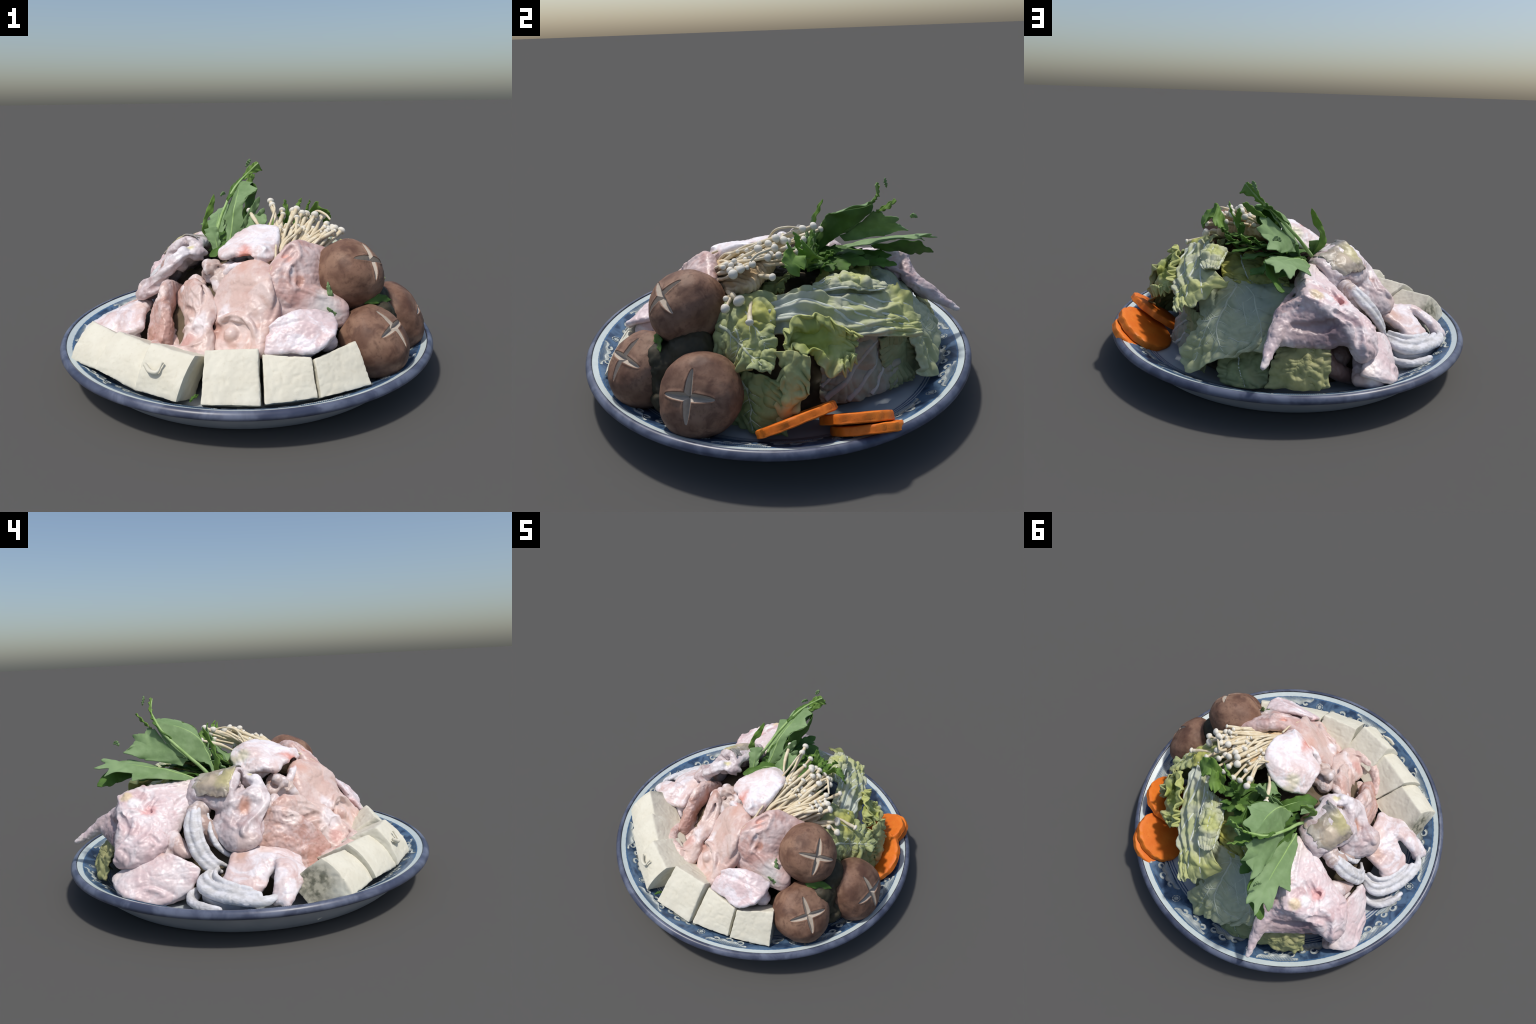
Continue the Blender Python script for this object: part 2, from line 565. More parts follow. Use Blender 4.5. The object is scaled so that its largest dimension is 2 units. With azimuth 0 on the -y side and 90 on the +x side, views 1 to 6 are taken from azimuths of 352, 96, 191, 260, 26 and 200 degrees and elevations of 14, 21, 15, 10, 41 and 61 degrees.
def decal(polar, lift=0.0016, thick=0.0016):
    """Thin raised paint: strip of (r,theta) left/right pairs laid on the plate."""
    q = A(polar, float)
    P = np.stack([q[..., 0] * np.cos(q[..., 1]), q[..., 0] * np.sin(q[..., 1]), plate_z(q[..., 0]) + lift], -1)
    n = len(P)
    D = P.copy()
    D[..., 2] -= thick * 1.6
    V = np.concatenate([P.reshape(-1, 3), D.reshape(-1, 3)])
    top = grid_faces(n, 2)
    ring = np.concatenate([np.arange(0, 2 * n, 2), np.arange(2 * n - 1, 0, -2)])
    r2 = np.roll(ring, -1)
    return V, np.concatenate([top, np.stack([ring, r2, r2 + 2 * n, ring + 2 * n], 1)])


def stroke_strip(path, width, r0, sign, th0, lift=0.0016):
    """Brush stroke along path of (s,t): s metres along the border, t metres from its base edge."""
    p = A(path, float)
    T = unit(np.gradient(p, axis=0))
    N = np.stack([-T[:, 1], T[:, 0]], 1)
    w = np.broadcast_to(np.asarray(width, float), (len(p),))[:, None] / 2
    L, R = p + N * w, p - N * w
    f = lambda q: np.stack([r0 + sign * q[:, 1], th0 + q[:, 0] / 0.885], 1)
    return decal(np.stack([f(L), f(R)], 1), lift)


def wave_parts(r0, sign, th0, flip=1):
    """One breaking wave: tapering body with three curled crests and slanting strokes."""
    body, lines = [], []
    s = np.linspace(0, 0.235, 40)
    crest = lambda x: 0.010 + 0.034 * np.sin(np.clip(x / 0.235, 0, 1) * math.pi) ** 0.8 + 0.007 * np.sin(x * 2 * math.pi / 0.075)
    top, low = crest(s), np.maximum(0.0, 0.004 * np.sin(s * 30))
    f = lambda x, t: np.stack([r0 + sign * t, th0 + flip * x / 0.885], 1)
    body.append(decal(np.stack([f(s, top), f(s, low)], 1)))
    for s0, size in ((0.050, 0.019), (0.120, 0.024), (0.190, 0.021)):
        a = np.linspace(-0.6, 4.4, 26)
        rad = size * (1 - 0.13 * (a + 0.6))
        c = A([s0 + size * 0.5, crest(A([s0]))[0] + size * 0.28])
        path = np.stack([c[0] - rad * np.cos(a + 0.9), c[1] + rad * np.sin(a + 0.9) * 0.9], 1)
        path[:, 0] *= flip
        body.append(stroke_strip(path, np.linspace(0.016, 0.006, 26), r0, sign, th0, 0.0022))
    for x in np.arange(0.012, 0.222, 0.0085):
        h = crest(A([x]))[0] * 0.62
        t = np.linspace(0.002, max(0.006, h), 6)
        path = np.stack([(x + 0.35 * t + 3.0 * t ** 2) * flip, t], 1)
        lines.append(stroke_strip(path, np.linspace(0.0042, 0.0012, 6), r0, sign, th0, 0.0030))
    return merge(body), merge(lines)


def rosette_parts():
    parts = []
    a = np.linspace(0, 2 * math.pi, 25)
    circ = lambda rad, cx=0.0, cy=0.0: np.stack([0.885 + cy + rad * np.sin(a), (cx + rad * np.cos(a)) / 0.885], 1)
    parts.append(decal(np.stack([circ(0.0128), circ(0.0002)], 1)))
    for k in range(8):
        b = k * math.pi / 4
        arc = np.linspace(b - 0.30, b + 0.30, 7)
        ring = lambda q: np.stack([0.885 + q * np.sin(arc), q * np.cos(arc) / 0.885], 1)
        parts.append(decal(np.stack([ring(0.0235), ring(0.0185)], 1)))
    return merge(parts)


def repeat(me, name, n, parent, step, start):
    for k in range(n):
        o = bpy.data.objects.new(name, me)
        scene.collection.objects.link(o)
        put(o, (0, 0, 0), parent)
        o.rotation_euler[2] = start + k * step


step = math.radians(36)
start = math.radians(57)
for r0, sign, off, flip in ((0.933, -1, 3.2, 1), (0.832, 1, 33.0, -1)):
    body, lines = wave_parts(r0, sign, math.radians(off), flip)
    nm = "painted_wave" if sign < 0 else "painted_surf"
    repeat(new_mesh(nm, *body, cream), nm, 10, plate, step, start)
    repeat(new_mesh(nm + "_stroke", *lines, stroke), nm + "_stroke", 10, plate, step, start)
repeat(new_mesh("painted_rosette", *rosette_parts(), cream), "painted_rosette", 10, plate, step, start)

# ================================================================== TOFU
TOFU = [  # top-left, top-right, bottom-left, bottom-right of the outer face, then the way it runs in
    [(-0.811, -0.183, 0.321), (-0.650, -0.352, 0.292), (-0.912, -0.296, 0.165), (-0.760, -0.452, 0.165), ((0.052, 0.155, -0.125), (0.150, 0.110, -0.108))],
    [(-0.665, -0.360, 0.319), (-0.487, -0.537, 0.300), (-0.780, -0.458, 0.178), (-0.572, -0.650, 0.145), (0.150, 0.115, -0.105)],
    [(-0.505, -0.570, 0.336), (-0.308, -0.704, 0.317), (-0.585, -0.657, 0.152), (-0.399, -0.803, 0.157), (0.082, 0.165, -0.083)],
    [(-0.271, -0.662, 0.327), (-0.033, -0.703, 0.332), (-0.305, -0.841, 0.156), (-0.047, -0.870, 0.146), (0.035, 0.165, -0.120)],
    [(-0.018, -0.690, 0.300), (0.197, -0.744, 0.292), (-0.035, -0.862, 0.146), (0.208, -0.847, 0.148), (0.020, 0.170, -0.120)],
    [(0.206, -0.746, 0.284), (0.416, -0.677, 0.329), (0.213, -0.848, 0.148), (0.458, -0.799, 0.170), (-0.045, 0.165, -0.115)],
]


def block(corners, inward, n=34, rho=0.045, seed=0, bulge=0.02):
    tl, tr, bl, br = A(corners[:4], float)
    d = A(inward, float)
    dl, dr = d if d.ndim == 2 else (d, d)
    d = dr
    g = np.linspace(-1, 1, n)
    V, F, off = [], [], 0
    for ax in range(3):
        for sg in (-1, 1):
            a, b = np.meshgrid(g, g, indexing="ij")
            p = np.zeros((n, n, 3))
            p[..., ax], p[..., (ax + 1) % 3], p[..., (ax + 2) % 3] = sg, a, b
            V.append(p.reshape(-1, 3))
            f = grid_faces(n, n)
            F.append((f if sg > 0 else f[:, ::-1]) + off)
            off += n * n
    s = np.concatenate(V)
    F = np.concatenate(F)
    q = np.clip(s, -(1 - rho), 1 - rho)
    s = q + rho * unit(s - q) * (np.linalg.norm(s - q, axis=1, keepdims=True) > 1e-9)
    x, y, z = (s.T + 1) / 2
    x = 0.010 + 0.980 * x
    face = (tl[None] * ((1 - x) * y)[:, None] + tr[None] * (x * y)[:, None] + bl[None] * ((1 - x) * (1 - y))[:, None] + br[None] * (x * (1 - y))[:, None])
    out = np.cross(tr - tl, tl - bl)
    out = unit(out if out @ d < 0 else -out)
    P = face + (dl[None] * (1 - x)[:, None] + dr[None] * x[:, None]) * z[:, None] + out[None] * (bulge * np.sin(math.pi * np.clip(y, 0, 1)) ** 0.8)[:, None]
    c = P.mean(0)
    key = np.round(P, 5)
    _, first, inv = np.unique(key, axis=0, return_index=True, return_inverse=True)
    P, F = P[first], inv.reshape(-1)[F]
    N = vertex_normals(P, F)
    if (N * (P - c)).sum() < 0:
        F, N = F[:, ::-1], -N
    P = P + N * (0.0035 * fbm(P, 9, seed, 2) + 0.0012 * fbm(P, 60, seed + 1, 2) - 0.0022 * np.exp(-(noise(P, 22, seed + 4) / 0.07) ** 2))[:, None]
    return P, F


for k, T in enumerate(TOFU):
    V, F = block(T[:4], T[4], seed=40 + k, bulge=0.02 if k < 3 else 0.004)
    lo, hi = V.min(0), V.max(0)
    org = A([(lo[0] + hi[0]) / 2, (lo[1] + hi[1]) / 2, lo[2]])
    if k in (0, 1):
        m = Nodes("soft_tofu", 0.6, 0.3)
        c = m.mix(m.range(m.noise(8, 4), 0.36, 0.66), (0.615, 0.585, 0.480), (0.665, 0.640, 0.535))
        c = m.mix(m.range(m.noise(60, 3), 0.55, 0.75, 0, 0.3), c, (0.52, 0.47, 0.35))
        if k == 0:  # mottled reflection baked into the source, painted on the end cut
            baked_mottle = m.mix(m.range(m.noise(22, 4), 0.40, 0.62), (0.13, 0.13, 0.09), (0.45, 0.42, 0.32))
            c = m.mix(m.spot(tuple(A((-0.850, -0.130, 0.215)) - org), 0.115, 0.25), c, baked_mottle)
        m.bump(m.noise(60, 4), 0.2, 0.004)
        mat_tofu = m.done(c)
    o = tag(obj("tofu_block", V, F, mat_tofu, origin=org, angle=50), "cream coloured cube of soft tofu leaning on the rim", "tofu")
    if k == 2:
        b = A([-0.009, -0.012, 0.011]) + crom(A([(-0.522, -0.640, 0.262), (-0.498, -0.675, 0.243), (-0.470, -0.692, 0.244), (-0.452, -0.683, 0.266), (-0.443, -0.678, 0.280)]), np.linspace(0, 1, 18))
        V, F = pipe(b, 0.0105 * (0.75 + 0.3 * np.sin(np.linspace(0.3, 6, 18))), 10, wob=0.002)
        obj("curd_crumb", V, F, mat_tofu, o)

# ================================================================== SHIITAKE
def shiitake(centre, axis, R, H, spin, seed):
    axis = unit(A(axis, float))
    up = A([0, 0, 1.0])
    xx = unit(up - axis * (up @ axis))
    yy = np.cross(axis, xx)
    c, s = math.cos(spin), math.sin(spin)
    xx, yy = c * xx + s * yy, -s * xx + c * yy
    n, mseg = 150, 220
    t = np.concatenate([np.linspace(0.002, 0.75, 96), np.linspace(0.76, 1.0, 54)])
    # profile: domed top, inrolled margin, flat gilled underside
    prof = crom(A([(0, 1.0), (0.33, 0.965), (0.64, 0.82), (0.88, 0.53), (0.99, 0.12), (1.02, -0.30), (0.97, -0.72), (0.83, -0.95), (0.64, -0.95), (0.45, -0.80), (0.0, -0.74)]), t)
    a = np.linspace(0, 2 * math.pi, mseg, endpoint=False)
    rad = prof[:, 0, None] * R * (1 + 0.035 * np.sin(2 * a + seed) + 0.02 * np.sin(3 * a + 2 * seed))[None]
    P = np.stack([rad * np.cos(a), rad * np.sin(a), np.repeat(prof[:, 1, None] * H, mseg, 1)], -1).reshape(-1, 3)
    F = grid_faces(n, mseg, True).tolist() + [[k for k in range(mseg)][::-1], [(n - 1) * mseg + k for k in range(mseg)]]
    P[:, 2] += 0.004 * fbm(P, 9, seed, 3)
    P *= (1 + 0.040 * fbm(P, 6, seed + 3, 3) + 0.006 * noise(P, 40, seed + 9))[:, None]
    # cross-shaped cut
    L, W, depth = 0.64 * R, 0.098 * R, 0.028
    topside = sstep(-0.1 * H, 0.2 * H, P[:, 2])
    g = np.zeros(len(P))
    for u, v in ((P[:, 0], P[:, 1]), (P[:, 1], P[:, 0])):
        w = W * np.sqrt(np.clip(1 - (u / L) ** 2, 0, 1)) + 1e-5
        g = np.maximum(g, np.clip(1 - np.abs(v) / w, 0, 1) ** 0.8 * np.sqrt(np.clip(1 - (u / L) ** 2, 0, 1)))
    lip = np.zeros(len(P))
    for u, v in ((P[:, 0], P[:, 1]), (P[:, 1], P[:, 0])):
        w = W * np.sqrt(np.clip(1 - (u / L) ** 2, 0, 1)) + 1e-5
        lip = np.maximum(lip, np.exp(-((np.abs(v) - 1.25 * w) / (0.35 * W)) ** 2) * (np.abs(u) < L))
    P[:, 2] -= depth * g * topside
    P[:, 2] += 0.0025 * lip * topside * (g <= 0)
    m = Nodes("shiitake_skin", 0.6, 0.3)
    c = m.mix(m.range(m.noise(9, 4, offset=seed), 0.34, 0.66), (0.130, 0.066, 0.043), (0.225, 0.125, 0.083))
    c = m.mix(m.range(m.noise(6.5, 3, offset=seed + 2), 0.44, 0.66, 0, 0.75), c, (0.300, 0.180, 0.120))
    c = m.mix(m.range(m.noise(16, 3, offset=seed + 5, dist=0.6), 0.50, 0.68, 0, 0.6), c, (0.085, 0.040, 0.028))
    c = m.mix(m.range(m.noise(75, 3), 0.52, 0.70, 0, 0.4), c, (0.10, 0.05, 0.035))
    sp = m.n("ShaderNodeSeparateXYZ")
    m.link(m.co, sp.inputs[0])
    cut = None
    for u, v in ((0, 1), (1, 0)):
        w = m.math("MULTIPLY", m.math("SQRT", m.math("MAXIMUM", m.math("SUBTRACT", 1.0, m.math("POWER", m.math("DIVIDE", sp.outputs[u], L), 2.0)), 0.0)), W)
        k = m.range(m.math("SUBTRACT", m.math("ABSOLUTE", sp.outputs[v]), w), 0.0005, -0.0015)
        k = m.math("MULTIPLY", k, m.range(m.math("ABSOLUTE", sp.outputs[u]), L, L * 0.97))
        cut = k if cut is None else m.math("MAXIMUM", cut, k)
    cut = m.math("MULTIPLY", cut, m.range(sp.outputs[2], 0.0, 0.02))
    c = m.mix(cut, c, m.mix(m.noise(60, 3), (0.36, 0.30, 0.24), (0.54, 0.48, 0.41)))
    under = m.range(sp.outputs[2], -0.78 * H, -0.90 * H)
    c = m.mix(under, c, (0.50, 0.42, 0.32))
    m.bump(m.noise(55, 4), 0.25, 0.004)
    mat = m.done(c)
    base = A(centre, float)
    root = empty("shiitake_mushroom", base)
    root.rotation_mode = "QUATERNION"
    M = Matrix((xx, yy, axis)).transposed()
    root.rotation_quaternion = M.to_quaternion()
    o = bpy.data.objects.new("mushroom_cap", new_mesh("mushroom_cap", P, F, mat))
    scene.collection.objects.link(o)
    o.parent = root
    z = np.linspace(-0.42 * H, -0.9 * H, 10)
    V, F = pipe(np.stack([0 * z, 0 * z, z], 1), np.linspace(0.3 * R, 0.22 * R, 10), 20, up=(1, 0, 0))
    st = bpy.data.objects.new("mushroom_stem", new_mesh("mushroom_stem", V, F, simple_mat("mushroom_stem", (0.5, 0.42, 0.33), (0.6, 0.52, 0.42))))
    scene.collection.objects.link(st)
    st.parent = root
    tag(root, "brown shiitake cap with a cross cut into it", "mushroom")


shiitake((0.477, -0.369, 0.560), (0.58, -0.54, 0.61), 0.165, 0.136, math.radians(-24), 1)
shiitake((0.552, -0.570, 0.286), (0.50, -0.50, 0.66), 0.168, 0.118, math.radians(4), 2)
shiitake((0.772, -0.260, 0.288), (0.80, -0.18, 0.46), 0.175, 0.112, math.radians(2), 3)

# ================================================================== CARROTS
def carrot(centre, normal, R, thick, seed):
    n = unit(A(normal, float))
    x = unit(np.cross(n, A([0, 1.0, 0.2])))
    y = np.cross(n, x)
    seg = 120
    a = np.linspace(0, 2 * math.pi, seg, endpoint=False)
    facet = 1 + 0.020 * np.abs(np.sin(a * 6.5 + seed)) + 0.03 * np.sin(2 * a + seed) + 0.02 * np.sin(3 * a - seed)
    h = thick / 2
    prof = [(0.001, h), (0.3, h * 1.04), (0.6, h), (0.85, h), (0.955, h * 0.97), (0.985, h * 0.80), (1.0, h * 0.4), (0.995, -h * 0.3), (1.005, -h * 0.75), (0.98, -h * 0.97), (0.9, -h), (0.4, -h), (0.001, -h)]
    P = np.concatenate([np.stack([r * R * np.cos(a) * facet, r * R * np.sin(a) * facet, 0 * a + z], 1) for r, z in prof])
    side = (np.abs(P[:, 2]) < h * 0.9)
    P[:, :2] *= (1 + side * 0.02 * noise(P, 45, seed))[:, None]
    P[:, 2] += 0.002 * fbm(P, 14, seed)
    F = grid_faces(len(prof), seg, True)[:, ::-1]
    W = A(centre) + P[:, :1] * x + P[:, 1:2] * y + P[:, 2:] * n
    o = obj("carrot_slice", W, F, carrot_mat, angle=35)
    return tag(o, "thick round slice of bright orange carrot", "carrot slice")


m = Nodes("carrot_flesh", 0.55, 0.3)
c = m.mix(m.range(m.noise(9, 4), 0.36, 0.66), (0.66, 0.145, 0.010), (0.74, 0.205, 0.020))
c = m.mix(m.range(m.noise(70, 4), 0.56, 0.74, 0, 0.4), c, (0.45, 0.085, 0.008))
m.bump(m.noise(60, 4), 0.3, 0.004)
carrot_mat = m.done(c)
carrot((0.738, 0.440, 0.128), (-0.56, -0.12, 0.82), 0.158, 0.040, 1)
carrot((0.722, 0.398, 0.166), (-0.57, -0.11, 0.81), 0.158, 0.042, 2)
carrot((0.762, 0.150, 0.178), (-0.50, -0.38, 0.78), 0.172, 0.038, 4)

# ================================================================== FISH
PINK, ROSE, WHITE, RED = (0.66, 0.49, 0.45), (0.58, 0.36, 0.31), (0.76, 0.70, 0.71), (0.62, 0.22, 0.16)


def fish(name, soft, mat_args, label, category="raw fish piece", parent=None, **kw):
    V, F = soft.mesh(**kw)
    lo, hi = V.min(0), V.max(0)
    org = A([(lo[0] + hi[0]) / 2, (lo[1] + hi[1]) / 2, lo[2]])
    base, tint, spots = mat_args[:3]
    extra = mat_args[3] if len(mat_args) > 3 else {}
    mat = flesh_mat(name + "_flesh", base, tint, spots, org, off=float(kw.get("seed", 0)) * 1.7, **extra)
    o = obj(name, V, F, mat, parent, org)
    return tag(o, label, category) if parent is None else o


# hooded white piece crowning the heap
s = Soft()
s.sheet([[(-0.105, 0.03, 0.60), (-0.02, 0.065, 0.655), (0.06, 0.05, 0.695), (0.13, -0.02, 0.720)],
         [(-0.132, -0.07, 0.622), (-0.035, -0.03, 0.690), (0.06, -0.025, 0.725), (0.15, -0.095, 0.732)],
         [(-0.138, -0.14, 0.612), (-0.05, -0.145, 0.662), (0.055, -0.15, 0.700), (0.135, -0.18, 0.708)],
         [(-0.07, -0.19, 0.635), (-0.02, -0.235, 0.655), (0.05, -0.26, 0.680), (0.115, -0.25, 0.670)],
         [(-0.01, -0.255, 0.635), (0.03, -0.30, 0.647), (0.073, -0.318, 0.645), (0.10, -0.285, 0.638)]], 0.021)
s.tube([(-0.12, -0.215, 0.54, 0.026), (-0.09, -0.250, 0.582, 0.022), (-0.04, -0.275, 0.596, 0.020), (0.02, -0.295, 0.612, 0.022), (0.06, -0.30, 0.622, 0.022)])
s.ball((0.05, -0.10, 0.63), 0.068).ball((-0.05, -0.05, 0.605), 0.062).ball((0.06, -0.03, 0.63), 0.065)
s.tube([(-0.09, -0.235, 0.612, 0.012), (-0.05, -0.26, 0.625, 0.018), (0.0, -0.275, 0.632, 0.016), (0.04, -0.30, 0.638, 0.010)], cut=True)
s.tube([(-0.075, -0.215, 0.60, 0.020), (-0.03, -0.225, 0.615, 0.024), (0.02, -0.245, 0.630, 0.018)], cut=True)
s.ridge(0.014, [(-0.084, -0.086, 0.579), (-0.08, -0.198, 0.637), (-0.019, -0.259, 0.647), (0.045, -0.295, 0.676), (0.08, -0.305, 0.662)])
s.ridge(0.012, [(0.025, -0.253, 0.692), (0.059, -0.309, 0.681), (0.012, -0.297, 0.646), (-0.049, -0.235, 0.64), (-0.087, -0.234, 0.584)])
s.crease(0.007, [(-0.037, -0.059, 0.714), (-0.029, 0.008, 0.711), (-0.024, 0.079, 0.671)], [(-0.016, 0.033, 0.697), (-0.067, -0.013, 0.692), (-0.068, -0.067, 0.697), (-0.032, -0.08, 0.709)])
fish("fish_hood", s, ((0.80, 0.76, 0.78), (0.74, 0.66, 0.66), [((-0.02, -0.23, 0.62), 0.075, RED), ((0.01, -0.27, 0.605), 0.05, (0.66, 0.36, 0.28)), ((-0.035, 0.02, 0.68), 0.05, (0.62, 0.57, 0.42)), ((-0.03, 0.08, 0.66), 0.05, (0.5, 0.46, 0.34))], dict(pale=(0.84, 0.82, 0.85))),
     "white folded fish piece with a red pocket", seed=1, wrinkle=0.006)

s = Soft()
s.tube([(-0.215, -0.13, 0.565, 0.030), (-0.195, -0.165, 0.545, 0.030), (-0.165, -0.20, 0.505, 0.034), (-0.165, -0.235, 0.46, 0.03)])
s.tube([(-0.12, -0.215, 0.525, 0.030), (-0.11, -0.245, 0.50, 0.026), (-0.10, -0.24, 0.46, 0.03)])
s.ball((-0.15, -0.14, 0.50), 0.06).ball((-0.10, -0.15, 0.53), 0.055).ball((-0.12, -0.19, 0.47), 0.055).ball((-0.20, -0.09, 0.50), 0.05)
s.ridge(0.012, [(-0.239, -0.106, 0.497), (-0.221, -0.166, 0.565), (-0.176, -0.131, 0.581), (-0.134, -0.154, 0.561)], [(-0.143, -0.222, 0.529), (-0.111, -0.187, 0.558), (-0.082, -0.155, 0.575)], [(-0.115, -0.219, 0.556), (-0.224, -0.166, 0.543)], [(-0.105, -0.169, 0.572), (-0.221, -0.167, 0.567), (-0.2, -0.19, 0.502)])
s.crease(0.016, [(-0.217, -0.137, 0.49), (-0.19, -0.206, 0.55), (-0.167, -0.175, 0.561)])
s.crease(0.012, [(-0.22, -0.099, 0.547), (-0.218, -0.135, 0.525), (-0.212, -0.17, 0.511)])
fish("fish_scrap", s, ((0.60, 0.52, 0.48), (0.48, 0.33, 0.28), [((-0.12, -0.24, 0.47), 0.05, (0.42, 0.2, 0.15))]), "wrinkled greyish scrap of fish", seed=2, wrinkle=0.009)
s = Soft()
s.tube([(-0.30, -0.07, 0.45, 0.03), (-0.278, -0.095, 0.485, 0.026), (-0.25, -0.12, 0.46, 0.03)]).ball((-0.29, -0.05, 0.41), 0.05).ball((-0.32, -0.09, 0.42), 0.045)
fish("fish_scrap", s, ((0.64, 0.52, 0.48), ROSE, []), "small pointed pink scrap of fish", seed=3)

# large smooth fillet with bulb and folds at its foot
s = Soft()
s.sheet([[(-0.055, -0.26, 0.57), (0.014, -0.30, 0.592), (0.05, -0.35, 0.585)],
         [(-0.12, -0.268, 0.498), (-0.03, -0.353, 0.549), (0.055, -0.437, 0.553)],
         [(-0.165, -0.290, 0.412), (-0.045, -0.393, 0.482), (0.052, -0.497, 0.497)],
         [(-0.155, -0.375, 0.377), (-0.035, -0.476, 0.433), (0.057, -0.525, 0.425)],
         [(-0.19, -0.43, 0.285), (-0.11, -0.475, 0.305), (0.02, -0.56, 0.36)],
         [(-0.17, -0.52, 0.22), (-0.10, -0.57, 0.235), (-0.015, -0.625, 0.29)]], 0.040)
s.ball((-0.02, -0.30, 0.46), 0.09).ball((0.0, -0.40, 0.40), 0.09).ball((-0.05, -0.46, 0.30), 0.08)
s.tube([(-0.21, -0.435, 0.305, 0.020), (-0.17, -0.445, 0.385, 0.022), (-0.11, -0.50, 0.405, 0.020), (-0.05, -0.555, 0.39, 0.018), (-0.025, -0.605, 0.33, 0.016)])
s.tube([(0.05, -0.52, 0.47, 0.028), (0.055, -0.545, 0.42, 0.024), (0.03, -0.575, 0.37, 0.02)])
s.tube([(-0.165, -0.505, 0.375, 0.008), (-0.095, -0.55, 0.385, 0.011), (-0.06, -0.60, 0.32, 0.012), (-0.10, -0.62, 0.27, 0.012)], cut=True)
s.tube([(-0.215, -0.475, 0.345, 0.013), (-0.20, -0.50, 0.30, 0.013), (-0.19, -0.53, 0.265, 0.012)], cut=True)
s.ball((-0.132, -0.505, 0.325), 0.040)
s.ridge(0.012, [(0.021, -0.465, 0.556), (0.046, -0.515, 0.526), (0.057, -0.539, 0.489)], [(-0.166, -0.463, 0.388), (-0.137, -0.474, 0.415), (-0.083, -0.502, 0.418), (-0.045, -0.565, 0.395), (-0.024, -0.611, 0.34)], [(-0.181, -0.501, 0.282), (-0.122, -0.541, 0.292), (-0.065, -0.586, 0.311)])
s.ridge(0.01, [(-0.179, -0.366, 0.406), (-0.16, -0.407, 0.4), (-0.132, -0.438, 0.414), (-0.073, -0.501, 0.424), (-0.024, -0.526, 0.436)], [(-0.005, -0.532, 0.446), (0.001, -0.558, 0.4), (-0.018, -0.622, 0.336)])
s.crease(0.012, [(0.077, -0.466, 0.575), (0.086, -0.516, 0.508), (0.065, -0.556, 0.46), (0.035, -0.574, 0.414)], [(-0.187, -0.403, 0.384), (-0.173, -0.401, 0.397)])
s.crease(0.01, [(-0.152, -0.477, 0.388), (-0.121, -0.514, 0.411), (-0.077, -0.544, 0.386), (-0.053, -0.585, 0.334)])
s.crease(0.016, [(-0.214, -0.403, 0.326), (-0.209, -0.45, 0.35), (-0.19, -0.456, 0.34)])
s.crease(0.006, [(-0.107, -0.473, 0.426), (-0.192, -0.439, 0.388), (-0.197, -0.464, 0.309)])
s.crease(0.009, [(-0.136, -0.44, 0.417), (-0.146, -0.436, 0.411)], [(-0.165, -0.416, 0.398), (-0.171, -0.414, 0.391)])
s.crease(0.004, [(-0.121, -0.436, 0.438), (-0.063, -0.475, 0.471), (-0.023, -0.507, 0.475)], [(-0.023, -0.349, 0.601), (-0.05, -0.377, 0.573), (-0.103, -0.361, 0.515)])
fish("fish_fillet", s, ((0.67, 0.52, 0.47), (0.61, 0.44, 0.39), [((-0.20, -0.44, 0.33), 0.05, (0.45, 0.25, 0.2)), ((-0.03, -0.30, 0.56), 0.07, (0.58, 0.34, 0.27)), ((0.06, -0.55, 0.42), 0.06, (0.58, 0.38, 0.33)), ((-0.15, -0.42, 0.40), 0.05, WHITE)], dict(amount=0.28, pale=(0.72, 0.63, 0.61))),
     "smooth pale pink fish fillet with rounded folds", seed=4, wrinkle=0.004, freq=9, fine=0.0012)

# folded sheet beside it, ending in a rolled C-shaped edge
s = Soft()
s.sheet([[(-0.365, -0.05, 0.37), (-0.31, -0.10, 0.455), (-0.25, -0.14, 0.44)],
         [(-0.325, -0.20, 0.325), (-0.285, -0.19, 0.465), (-0.225, -0.23, 0.435)],
         [(-0.325, -0.31, 0.255), (-0.285, -0.31, 0.385), (-0.205, -0.345, 0.392)],
         [(-0.36, -0.39, 0.205), (-0.31, -0.405, 0.265), (-0.238, -0.425, 0.342)],
         [(-0.375, -0.45, 0.205), (-0.32, -0.48, 0.24), (-0.25, -0.50, 0.265)]], 0.027)
s.tube([(-0.50, -0.295, 0.205, 0.034), (-0.488, -0.375, 0.228, 0.034), (-0.448, -0.450, 0.238, 0.034), (-0.378, -0.490, 0.245, 0.036), (-0.305, -0.528, 0.228, 0.036), (-0.258, -0.520, 0.230, 0.036), (-0.232, -0.465, 0.29, 0.030), (-0.238, -0.425, 0.34, 0.025)])
s.tube([(-0.26, -0.20, 0.47, 0.012), (-0.24, -0.27, 0.46, 0.013), (-0.255, -0.33, 0.425, 0.012)], cut=True)
s.ball((-0.405, -0.40, 0.285), 0.030, cut=True).ball((-0.335, -0.455, 0.305), 0.024, cut=True).ball((-0.385, -0.255, 0.36), 0.024, cut=True)
s.ball((-0.30, -0.30, 0.26), 0.05).tube([(-0.37, -0.05, 0.26, 0.06), (-0.39, -0.18, 0.22, 0.06), (-0.40, -0.32, 0.16, 0.05)]).ball((-0.31, -0.44, 0.33), 0.046, cut=True)
s.ridge(0.012, [(-0.283, -0.15, 0.495), (-0.261, -0.261, 0.46), (-0.213, -0.279, 0.438), (-0.201, -0.355, 0.407)], [(-0.285, -0.366, 0.369), (-0.23, -0.382, 0.395), (-0.206, -0.364, 0.404)], [(-0.292, -0.391, 0.331), (-0.246, -0.452, 0.343), (-0.22, -0.466, 0.314), (-0.228, -0.499, 0.284)])
